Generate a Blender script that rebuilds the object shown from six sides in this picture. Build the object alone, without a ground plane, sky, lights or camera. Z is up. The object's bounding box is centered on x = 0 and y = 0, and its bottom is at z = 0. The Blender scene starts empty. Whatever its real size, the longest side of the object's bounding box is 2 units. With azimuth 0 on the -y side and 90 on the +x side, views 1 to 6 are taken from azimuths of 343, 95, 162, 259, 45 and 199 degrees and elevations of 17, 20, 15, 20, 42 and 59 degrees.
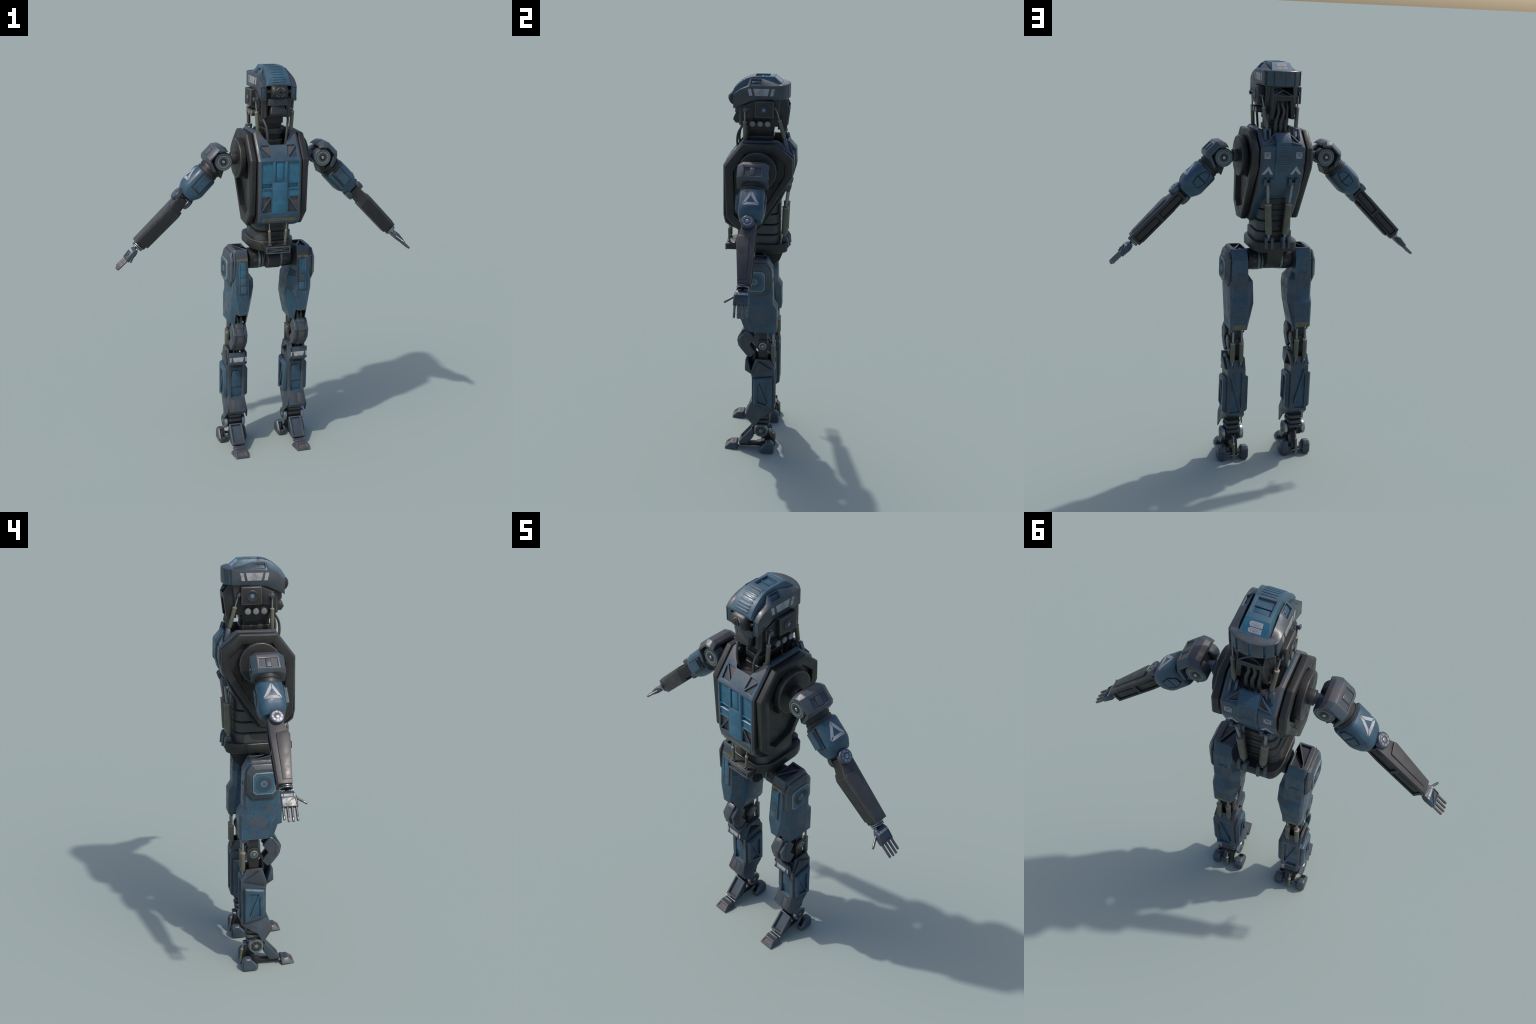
import bpy, bmesh, math, random
from mathutils import Vector, Matrix

random.seed(7)
V = Vector

# ------------------------------------------------------------------ materials
def new_mat(name):
    m = bpy.data.materials.new(name)
    m.use_nodes = True
    nt = m.node_tree
    for n in list(nt.nodes):
        nt.nodes.remove(n)
    out = nt.nodes.new('ShaderNodeOutputMaterial')
    b = nt.nodes.new('ShaderNodeBsdfPrincipled')
    nt.links.new(b.outputs[0], out.inputs[0])
    return m, nt, b

def sym_coord(nt):
    """object coordinates with x folded, so both halves weather alike"""
    tc = nt.nodes.new('ShaderNodeTexCoord')
    vm = nt.nodes.new('ShaderNodeVectorMath'); vm.operation = 'ABSOLUTE'
    sep = nt.nodes.new('ShaderNodeSeparateXYZ'); cmb = nt.nodes.new('ShaderNodeCombineXYZ')
    nt.links.new(tc.outputs['Object'], vm.inputs[0])
    sep2 = nt.nodes.new('ShaderNodeSeparateXYZ')
    nt.links.new(tc.outputs['Object'], sep.inputs[0])
    nt.links.new(vm.outputs[0], sep2.inputs[0])
    nt.links.new(sep2.outputs[0], cmb.inputs[0])
    nt.links.new(sep.outputs[1], cmb.inputs[1])
    nt.links.new(sep.outputs[2], cmb.inputs[2])
    return cmb.outputs[0]

def noise(nt, co, scale, detail=4.0, rough=0.6, stretch=None):
    if stretch:
        mp = nt.nodes.new('ShaderNodeMapping')
        mp.inputs['Scale'].default_value = stretch
        nt.links.new(co, mp.inputs[0]); co = mp.outputs[0]
    n = nt.nodes.new('ShaderNodeTexNoise')
    n.inputs['Scale'].default_value = scale
    n.inputs['Detail'].default_value = detail
    n.inputs['Roughness'].default_value = rough
    nt.links.new(co, n.inputs['Vector'])
    return n.outputs['Fac']

def ramp(nt, fac, lo, hi, a=0.0, b=1.0):
    r = nt.nodes.new('ShaderNodeMapRange')
    r.interpolation_type = 'SMOOTHSTEP'
    r.inputs['From Min'].default_value = lo
    r.inputs['From Max'].default_value = hi
    r.inputs['To Min'].default_value = a
    r.inputs['To Max'].default_value = b
    nt.links.new(fac, r.inputs['Value'])
    return r.outputs[0]

def mix(nt, fac, a, b):
    m = nt.nodes.new('ShaderNodeMix'); m.data_type = 'RGBA'
    for i, v in ((0, fac), (6, a), (7, b)):
        if hasattr(v, 'is_output'):
            nt.links.new(v, m.inputs[i])
        elif i == 0:
            m.inputs[0].default_value = v
        else:
            m.inputs[i].default_value = (*v, 1.0)
    return m.outputs[2]

def weathered(name, base, dark, grime, grime_lo=0.55, grime_hi=0.72, grime_amt=0.8, chips=(0.03, 0.03, 0.035),
              chip_lo=0.66, rough=(0.28, 0.56), metallic=0.0, spec=0.5, bump=0.08, streak=0.5, patches=(), speck=None):
    m, nt, b = new_mat(name)
    co = sym_coord(nt)
    tone = ramp(nt, noise(nt, co, 9.0, 7.0, 0.68), 0.40, 0.62)
    c = mix(nt, tone, base, dark)
    st = ramp(nt, noise(nt, co, 30.0, 3.0, 0.6, (1.0, 1.0, 0.18)), 0.5, 0.75, 0.0, streak)
    c = mix(nt, st, c, dark)
    g = ramp(nt, noise(nt, co, 16.0, 8.0, 0.7), grime_lo, grime_hi, 0.0, grime_amt)
    c = mix(nt, g, c, grime)
    for cen, rad, col, amt in patches:
        dv = nt.nodes.new('ShaderNodeVectorMath'); dv.operation = 'DISTANCE'
        dv.inputs[1].default_value = cen
        nt.links.new(co, dv.inputs[0])
        near = ramp(nt, dv.outputs['Value'], rad * 0.25, rad, 1.0, 0.0)
        spl = ramp(nt, noise(nt, co, 26.0, 8.0, 0.7), 0.36, 0.60, 0.15, 1.0)
        mu = nt.nodes.new('ShaderNodeMath'); mu.operation = 'MULTIPLY'
        nt.links.new(near, mu.inputs[0]); nt.links.new(spl, mu.inputs[1])
        m2 = nt.nodes.new('ShaderNodeMath'); m2.operation = 'MULTIPLY'; m2.inputs[1].default_value = amt
        nt.links.new(mu.outputs[0], m2.inputs[0])
        c = mix(nt, m2.outputs[0], c, col)
    if speck:
        sp = ramp(nt, noise(nt, co, 140.0, 3.0, 0.5), 0.62, 0.70, 0.0, 0.6)
        c = mix(nt, sp, c, speck)
    ch = ramp(nt, noise(nt, co, 75.0, 6.0, 0.75), chip_lo, chip_lo + 0.04)
    c = mix(nt, ch, c, chips)
    nt.links.new(c, b.inputs['Base Color'])
    r = ramp(nt, noise(nt, co, 24.0, 5.0, 0.6), 0.3, 0.7, rough[0], rough[1])
    nt.links.new(r, b.inputs['Roughness'])
    b.inputs['Metallic'].default_value = metallic
    b.inputs['Specular IOR Level'].default_value = spec
    if bump:
        bp = nt.nodes.new('ShaderNodeBump')
        bp.inputs['Strength'].default_value = bump
        bp.inputs['Distance'].default_value = 0.002
        nt.links.new(noise(nt, co, 120.0, 4.0, 0.6), bp.inputs['Height'])
        nt.links.new(bp.outputs[0], b.inputs['Normal'])
    return m

def striped(name, a, bcol, freq, vec, fold=True):
    """warning stripes: diagonal bands across object coordinates"""
    m, nt, b = new_mat(name)
    co = sym_coord(nt) if fold else nt.nodes.new('ShaderNodeTexCoord').outputs['Object']
    dot = nt.nodes.new('ShaderNodeVectorMath'); dot.operation = 'DOT_PRODUCT'
    dot.inputs[1].default_value = vec
    nt.links.new(co, dot.inputs[0])
    mu = nt.nodes.new('ShaderNodeMath'); mu.operation = 'MULTIPLY'; mu.inputs[1].default_value = freq
    nt.links.new(dot.outputs['Value'], mu.inputs[0])
    fr = nt.nodes.new('ShaderNodeMath'); fr.operation = 'FRACT'
    nt.links.new(mu.outputs[0], fr.inputs[0])
    f = ramp(nt, fr.outputs[0], 0.47, 0.53)
    c = mix(nt, f, a, bcol)
    g = ramp(nt, noise(nt, co, 60.0, 6.0, 0.7), 0.5, 0.62, 0.0, 0.75)
    c = mix(nt, g, c, bcol)
    nt.links.new(c, b.inputs['Base Color'])
    b.inputs['Roughness'].default_value = 0.55
    return m

MAT = {}
def build_materials():
    W = weathered
    BR = (0.058, 0.048, 0.046)
    SP = (0.070, 0.100, 0.124)
    B1, B2 = (0.022, 0.070, 0.112), (0.019, 0.047, 0.076)
    MAT['blue'] = W('blue_paint', B1, B2, BR, 0.54, 0.72, 0.55, chip_lo=0.59, speck=SP)
    MAT['crest'] = W('crest_paint', (0.031, 0.084, 0.124), (0.028, 0.062, 0.092), BR, 0.54, 0.72, 0.5, chip_lo=0.62, speck=SP)
    MAT['rim'] = W('rim_paint', (0.042, 0.049, 0.060), (0.030, 0.038, 0.048), (0.062, 0.046, 0.042), 0.48, 0.66, 0.7, chip_lo=0.62)
    MAT['stud'] = W('stud_metal', (0.17, 0.175, 0.17), (0.13, 0.135, 0.13), (0.09, 0.09, 0.085), rough=(0.35, 0.5), metallic=0.2, bump=0.0)
    MAT['muzzle'] = W('muzzle_metal', (0.030, 0.030, 0.031), (0.022, 0.022, 0.023), (0.030, 0.028, 0.026), rough=(0.25, 0.42), metallic=0.3, bump=0.05)
    MAT['thigh'] = W('thigh_paint', B1, B2, BR, 0.52, 0.68, 0.6, chip_lo=0.575, speck=SP, patches=(
        ((0.205, 0.015, 0.79), 0.060, (0.075, 0.047, 0.042), 0.85), ((0.16, -0.08, 1.09), 0.16, (0.044, 0.043, 0.047), 1.0),
        ((0.20, 0.0, 1.09), 0.080, (0.062, 0.048, 0.044), 0.9), ((0.16, 0.085, 0.92), 0.055, (0.030, 0.034, 0.042), 0.8)))
    MAT['chest'] = W('chest_paint', (0.025, 0.074, 0.115), (0.023, 0.051, 0.080), (0.062, 0.054, 0.054), 0.52, 0.70, 0.5,
        speck=SP, chip_lo=0.62, patches=(((0.0, -0.125, 1.65), 0.095, (0.078, 0.065, 0.063), 0.75), ((0.09, -0.09, 1.69), 0.095, (0.074, 0.063, 0.062), 0.75),
        ((0.10, 0.09, 1.68), 0.08, (0.075, 0.062, 0.062), 0.8)))
    MAT['bright'] = W('bright_blue_paint', (0.022, 0.122, 0.196), (0.020, 0.090, 0.150), (0.055, 0.055, 0.062), 0.56, 0.72, 0.6,
                      chip_lo=0.61, speck=(0.08, 0.14, 0.17))
    MAT['mid'] = W('mid_blue_paint', (0.026, 0.100, 0.156), (0.023, 0.076, 0.120), (0.070, 0.056, 0.050), 0.52, 0.66, 0.7, chip_lo=0.61)
    MAT['slate'] = W('slate_blue_paint', (0.033, 0.054, 0.074), (0.030, 0.038, 0.047), BR, 0.50, 0.68, 0.65, chip_lo=0.63, speck=SP, patches=(((0.270, -0.008, 1.625), 0.085, (0.056, 0.047, 0.047), 0.9), ((0.165, -0.06, 0.60), 0.07, (0.046, 0.043, 0.046), 0.8)))  # more neutral grey-blue base with brown-dark mottling and two darker zones
    MAT['worn'] = W('worn_edge_paint', (0.085, 0.090, 0.098), (0.034, 0.054, 0.074), BR, 0.45, 0.6, 0.8)
    MAT['worn_bright'] = W('bright_worn_edge', (0.120, 0.125, 0.130), (0.055, 0.075, 0.095), BR, 0.45, 0.6, 0.8)
    MAT['rust'] = W('rusty_paint', (0.074, 0.058, 0.052), (0.054, 0.052, 0.056), (0.10, 0.06, 0.05), 0.5, 0.65, 0.6)
    MAT['shade'] = W('dark_recess_tone', (0.030, 0.038, 0.047), (0.026, 0.029, 0.033), (0.038, 0.030, 0.028))  # darker grey-blue tone for sunk panels, slots and small marks
    MAT['dark'] = W('dark_armour', (0.0160, 0.0165, 0.0160), (0.0125, 0.0130, 0.0130), (0.023, 0.020, 0.019),
                    0.48, 0.68, 0.7, (0.012, 0.012, 0.012), 0.64, (0.36, 0.55), 0.0, 0.42, 0.06, 0.3)
    MAT['dark_edge'] = W('dark_armour_edge', (0.060, 0.058, 0.060), (0.026, 0.026, 0.027), (0.045, 0.038, 0.035),
                         0.5, 0.65, 0.7, (0.03, 0.03, 0.03), 0.7, (0.3, 0.5), 0.0, 0.5, 0.0)
    MAT['black'] = W('black_void', (0.008, 0.008, 0.009), (0.006, 0.006, 0.007), (0.011, 0.009, 0.008),
                     rough=(0.5, 0.7), bump=0.0, spec=0.3)
    MAT['grey'] = W('grey_rubber', (0.046, 0.050, 0.049), (0.036, 0.039, 0.039), (0.030, 0.030, 0.029),
                    rough=(0.4, 0.6), bump=0.0, streak=0.2)
    MAT['gunmetal'] = W('gunmetal', (0.085, 0.105, 0.132), (0.060, 0.074, 0.095), (0.065, 0.055, 0.050),
                        rough=(0.3, 0.5), metallic=0.5, bump=0.03)
    MAT['brown'] = W('brown_metal', (0.046, 0.042, 0.043), (0.034, 0.032, 0.034), (0.046, 0.038, 0.036),
                     rough=(0.32, 0.5), metallic=0.0, bump=0.05, streak=0.3)
    MAT['chrome'] = W('bare_steel', (0.36, 0.375, 0.40), (0.24, 0.255, 0.28), (0.13, 0.13, 0.13), 0.5, 0.7, 0.7,
                      (0.12, 0.12, 0.12), 0.66, (0.20, 0.36), 0.9, 0.5, 0.0, 0.2)
    MAT['finger'] = W('finger_steel', (0.16, 0.145, 0.14), (0.12, 0.11, 0.11), (0.08, 0.07, 0.065),
                      rough=(0.25, 0.4), metallic=0.85, bump=0.0, streak=0.2)
    MAT['rod'] = W('piston_rod', (0.24, 0.25, 0.25), (0.18, 0.19, 0.19), (0.14, 0.13, 0.12), rough=(0.3, 0.45),
                   metallic=0.5, bump=0.0, streak=0.2)
    MAT['olive'] = W('olive_cylinder', (0.104, 0.106, 0.073), (0.084, 0.086, 0.060), (0.072, 0.060, 0.044), 0.52, 0.68,
                     0.7, (0.055, 0.050, 0.038), 0.64, (0.4, 0.55), 0.0, 0.5, 0.04, 0.3)
    MAT['tan'] = W('tan_cap', (0.27, 0.20, 0.16), (0.18, 0.145, 0.12), (0.11, 0.085, 0.07), rough=(0.4, 0.6), bump=0.0)
    MAT['white'] = W('white_marking', (0.34, 0.34, 0.352), (0.27, 0.275, 0.29), (0.12, 0.135, 0.155), 0.50, 0.66, 0.7,
                     (0.09, 0.11, 0.13), 0.62, (0.20, 0.40), 0.0, 0.5, 0.0, 0.3)
    MAT['joint'] = W('joint_face', (0.066, 0.080, 0.079), (0.050, 0.062, 0.062), (0.045, 0.045, 0.045),
                     rough=(0.35, 0.5), metallic=0.2, bump=0.0, streak=0.1)
    MAT['ring'] = W('joint_ring', (0.165, 0.200, 0.212), (0.125, 0.150, 0.160), (0.10, 0.10, 0.10), rough=(0.35, 0.5),
                    metallic=0.2, bump=0.0, streak=0.1)
    MAT['lens'] = W('blue_lens', (0.070, 0.125, 0.250), (0.055, 0.10, 0.20), (0.05, 0.09, 0.17), rough=(0.15, 0.25),
                    bump=0.0, streak=0.0)
    MAT['hazard'] = striped('hazard_stripes', (0.19, 0.155, 0.045), (0.048, 0.054, 0.056), 105.0, (0.8, 0.1, 0.75))
    MAT['hazard_run'] = striped('hazard_stripes_wide', (0.19, 0.155, 0.045), (0.060, 0.064, 0.060), 120.0, (0.8, 0.1, 0.75), False)

# ------------------------------------------------------------------ geometry
class G:
    """small mesh builder: every method adds one closed solid"""
    def __init__(self, *mats):
        self.bm = bmesh.new()
        self.mats = list(mats)
        self.mi = 0
    def use(self, mat):
        if mat not in self.mats:
            self.mats.append(mat)
        self.mi = self.mats.index(mat)
        return self
    def _faces(self, fs):
        for f in fs:
            f.material_index = self.mi
        bmesh.ops.recalc_face_normals(self.bm, faces=list(fs))
    def loft(self, rings, cap=True):
        vs = [[self.bm.verts.new(p) for p in r] for r in rings]
        n = len(rings[0]); fs = []
        for a, b in zip(vs, vs[1:]):
            for i in range(n):
                j = (i + 1) % n
                fs.append(self.bm.faces.new((a[i], a[j], b[j], b[i])))
        if cap:
            fs.append(self.bm.faces.new(vs[0])); fs.append(self.bm.faces.new(vs[-1]))
        self._faces(fs); return self
    def hull(self, pts):
        vs = [self.bm.verts.new(p) for p in pts]
        r = bmesh.ops.convex_hull(self.bm, input=vs)
        dead = [e for e in r['geom_interior'] + r['geom_unused'] if isinstance(e, bmesh.types.BMVert)]
        fs = [e for e in r['geom'] if isinstance(e, bmesh.types.BMFace)]
        self._faces(fs)
        for v in set(dead):
            if v.is_valid and not v.link_faces:
                self.bm.verts.remove(v)
        es = list({e for f in fs if f.is_valid for e in f.edges})
        bmesh.ops.dissolve_limit(self.bm, angle_limit=math.radians(1.0), edges=es,
                                 verts=list({v for e in es for v in e.verts}))
        return self
    def prism(self, prof, axis, a, b):
        def p3(p, t):
            return {'x': (t, p[0], p[1]), 'y': (p[0], t, p[1]), 'z': (p[0], p[1], t)}[axis]
        return self.loft([[p3(p, a) for p in prof], [p3(p, b) for p in prof]])
    def box(self, x0, x1, y0, y1, z0, z1):
        return self.prism([(y0, z0), (y1, z0), (y1, z1), (y0, z1)], 'x', x0, x1)
    def plate(self, poly, off, back=0.0):
        off = V(off)
        n = off.normalized()
        return self.loft([[V(p) - n * back for p in poly], [V(p) + off for p in poly]])
    def rev(self, p, d, prof, n=24, squash=None, up=None):
        """revolve (t, r) pairs about axis d through p; squash=(u, v) radius factors"""
        p = V(p); d = V(d).normalized()
        u = V(up) if up else (V((0, 0, 1)) if abs(d.z) < 0.9 else V((0, 1, 0)))
        u = (u - d * u.dot(d)).normalized(); w = d.cross(u)
        su, sw = squash or (1, 1)
        rings = []
        for t, r in prof:
            rings.append([p + d * t + u * (r * su * math.cos(2 * math.pi * (i + .5) / n))
                          + w * (r * sw * math.sin(2 * math.pi * (i + .5) / n)) for i in range(n)])
        return self.loft(rings)
    def cyl(self, a, b, r, n=20, r2=None):
        a, b = V(a), V(b)
        return self.rev(a, b - a, [(0, r), ((b - a).length, r2 if r2 else r)], n)
    def ringband(self, p, d, r0, r1, t0, t1, n=32):
        """annulus between radii r0 and r1, from t0 to t1 along d"""
        p = V(p); d = V(d).normalized()
        u = V((0, 0, 1)) if abs(d.z) < 0.9 else V((0, 1, 0))
        u = (u - d * u.dot(d)).normalized(); w = d.cross(u)
        cs = [[], [], [], []]; fs = []
        for i in range(n):
            a = 2 * math.pi * i / n
            e = u * math.cos(a) + w * math.sin(a)
            for k, (r, t) in enumerate(((r0, t0), (r1, t0), (r1, t1), (r0, t1))):
                cs[k].append(self.bm.verts.new(p + d * t + e * r))
        for k in range(4):
            for i in range(n):
                j = (i + 1) % n; l = (k + 1) % 4
                fs.append(self.bm.faces.new((cs[k][i], cs[k][j], cs[l][j], cs[l][i])))
        self._faces(fs); return self
    def tube(self, pts, r, n=12, steps=6):
        P = [V(p) for p in pts]
        ext = [P[0] * 2 - P[1]] + P + [P[-1] * 2 - P[-2]]
        path = []
        for i in range(1, len(ext) - 2):
            for k in range(steps):
                t = k / steps
                a, b, c, d = ext[i - 1:i + 3]
                path.append(0.5 * ((2 * b) + (c - a) * t + (2 * a - 5 * b + 4 * c - d) * t * t
                                   + (3 * b - a - 3 * c + d) * t ** 3))
        path.append(P[-1])
        tan = (path[1] - path[0]).normalized()
        u = tan.orthogonal().normalized(); rings = []
        for i, p in enumerate(path):
            tan = (path[min(i + 1, len(path) - 1)] - path[max(i - 1, 0)]).normalized()
            u = (u - tan * u.dot(tan)).normalized(); w = tan.cross(u)
            rings.append([p + u * (r * math.cos(2 * math.pi * k / n)) + w * (r * math.sin(2 * math.pi * k / n))
                          for k in range(n)])
        return self.loft(rings)
    def bar(self, a, b, w, h, up):
        """rectangular bar from a to b, width w across, height h along up (from a to a+up*h)"""
        a, b, up = V(a), V(b), V(up).normalized()
        s = (b - a).normalized().cross(up).normalized() * (w / 2)
        o = up * h
        return self.loft([[a - s, a + s, a + s + o, a - s + o], [b - s, b + s, b + s + o, b - s + o]])

def inset_poly(poly, w):
    """shrink a planar convex 3D polygon by w"""
    P = [V(p) for p in poly]; n = len(P)
    nor = V((0, 0, 0))
    for i in range(n):
        nor += P[i].cross(P[(i + 1) % n])
    nor.normalize()
    c = sum(P, V((0, 0, 0))) / n
    lines = []
    for i in range(n):
        d = (P[(i + 1) % n] - P[i]).normalized()
        k = nor.cross(d)
        if k.dot(c - P[i]) < 0:
            k = -k
        lines.append((P[i] + k * w, d))
    out = []
    for i in range(n):
        (p, d), (q, e) = lines[i - 1], lines[i]
        # intersection of the two offset lines
        cr = d.cross(e); den = cr.dot(cr)
        if den < 1e-12:
            out.append(q); continue
        t = (q - p).cross(e).dot(cr) / den
        out.append(p + d * t)
    return out

ROOT = None
REG = []       # (object, pair?)

def emit(name, g, parent=None, pair=False, bevel=0.0012, edge=None, smooth=32.0, cutters=None, seg=2, angle=24.0):
    """turn a builder into an object: boolean cuts, worn bevelled edges, smooth-by-angle normals"""
    me = bpy.data.meshes.new(name)
    g.bm.to_mesh(me); g.bm.free()
    for k in g.mats:
        me.materials.append(MAT[k])
    ob = bpy.data.objects.new(name, me)
    bpy.context.scene.collection.objects.link(ob)
    if cutters:
        cob_list = []
        for ci, cg in enumerate(cutters):
            cm = bpy.data.meshes.new('cut')
            cg.bm.to_mesh(cm); cg.bm.free()
            for k in cg.mats:
                cm.materials.append(MAT[k])
            co = bpy.data.objects.new('cut', cm)
            bpy.context.scene.collection.objects.link(co)
            md = ob.modifiers.new('b%d' % ci, 'BOOLEAN')
            md.operation = 'DIFFERENCE'; md.solver = 'EXACT'; md.object = co
            md.material_mode = 'TRANSFER'
            cob_list.append(co)
        dg = bpy.context.evaluated_depsgraph_get()
        dg.update()
        nm = bpy.data.meshes.new_from_object(ob.evaluated_get(dg))
        ob.modifiers.clear()
        ob.data = nm
        bpy.data.meshes.remove(me)
        nm.name = name
        me = nm
        for co in cob_list:
            d = co.data
            bpy.data.objects.remove(co); bpy.data.meshes.remove(d)
    if bevel:
        if edge:
            me.materials.append(MAT[edge])
        bm = bmesh.new(); bm.from_mesh(me)
        bmesh.ops.remove_doubles(bm, verts=bm.verts, dist=1e-5)
        if cutters:
            bmesh.ops.dissolve_limit(bm, angle_limit=math.radians(0.5), verts=bm.verts, edges=bm.edges,
                                     delimit={'MATERIAL'})
        es = [e for e in bm.edges if e.is_manifold and e.is_convex and e.calc_face_angle(0) > math.radians(angle)]
        if es:
            bmesh.ops.bevel(bm, geom=es, offset=bevel, offset_type='OFFSET', segments=seg, profile=0.5,
                            affect='EDGES', clamp_overlap=True,
                            material=(len(me.materials) - 1) if edge else -1)
        bm.to_mesh(me); bm.free()
    for p in me.polygons:
        p.use_smooth = True
    me.set_sharp_from_angle(angle=math.radians(smooth))
    ob.parent = parent or ROOT
    REG.append((ob, pair))
    return ob

def mirror_pairs():
    made = {}
    for ob, pair in list(REG):
        if not pair:
            continue
        me = ob.data.copy()
        me.transform(Matrix.Diagonal((-1, 1, 1, 1)))
        me.flip_normals()
        c = bpy.data.objects.new(ob.name, me)
        bpy.context.scene.collection.objects.link(c)
        c.parent = made.get(ob.parent, ob.parent)
        made[ob] = c

def cut(mat='shade'):
    return G(mat)

def recess(poly, depth, normal, mat='shade', draft=0.0):
    """cutter for a sunk panel"""
    n = V(normal).normalized()
    P = [V(p) for p in poly]
    g = G(mat)
    inner = inset_poly(P, draft) if draft else P
    g.loft([[p + n * 0.012 for p in P], [p + n * 0.0005 for p in P], [p - n * depth for p in inner]])
    return g

def braced(a, b, c, d, depth, normal, w=0.005, mat='shade', matb=None):
    """two triangular pockets in quad abcd that leave a diagonal brace from a to c"""
    a, b, c, d = map(V, (a, b, c, d))
    dg = (c - a).normalized()
    out = []
    for tri, m in (((a, b, c), mat), ((a, c, d), matb or mat)):
        n = V(normal).normalized()
        o = tri[1] if tri[1] is not a and tri[1] is not c else tri[2]
        k = (o - a) - dg * (o - a).dot(dg); k = k.normalized() * (w / 2)
        t = []
        for p in tri:
            t.append(p.copy())
        q = []
        for p in t:
            if (p - a).length < 1e-9 or (p - c).length < 1e-9:
                other = o
                # slide along the outer edge until clear of the brace
                e = (other - p).normalized()
                sl = (w / 2) / max(0.05, abs(e.dot(k.normalized())))
                q.append(p + e * sl)
            else:
                q.append(p)
        out.append(recess(q, depth, n, m))
    return out

# ------------------------------------------------------------------ helpers for repeated hardware
def piston(name, parent, ball, top, bot, r, rod_r, pair=True, foot=None, n=20):
    """hydraulic ram: thin rod from ball to cylinder, fat cylinder from top to bot"""
    ball, top, bot = V(ball), V(top), V(bot)
    d = (bot - top).normalized(); L = (bot - top).length
    g = G('rod')
    g.cyl(ball, top + d * 0.004, rod_r, 14)
    g.use('olive').rev(top, d, [(0.004, r * 0.96), (0.006, r), (L - 0.004, r), (L, r * 0.9)], n)
    g.use('tan').rev(top, d, [(-0.003, r * 0.8), (-0.002, r * 1.08), (0.004, r * 1.08), (0.005, r)], n)
    g.use('rod')
    f = V(foot) if foot else bot + d * r * 0.9
    g.cyl(bot - d * 0.002, f, rod_r * 1.1, 12)
    ob = emit(name, g, parent, pair, bevel=0, smooth=40)
    return ob

def clevis(g, c, axis, up, gap, w, h, t, r):
    """two ears either side of a pin: c = pin centre, axis = pin direction, up = ear direction from base to pin"""
    c, a, up = V(c), V(axis).normalized(), V(up).normalized()
    s = a.cross(up).normalized()
    for k in (-1, 1):
        o = c + a * k * (gap / 2)
        prof = [(-w / 2, -h), (w / 2, -h), (w / 2, 0), (w * .3, r), (-w * .3, r), (-w / 2, 0)]
        g.loft([[o + s * p[0] + up * p[1] for p in prof], [o + a * k * t + s * p[0] + up * p[1] for p in prof]])
    return g

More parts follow.
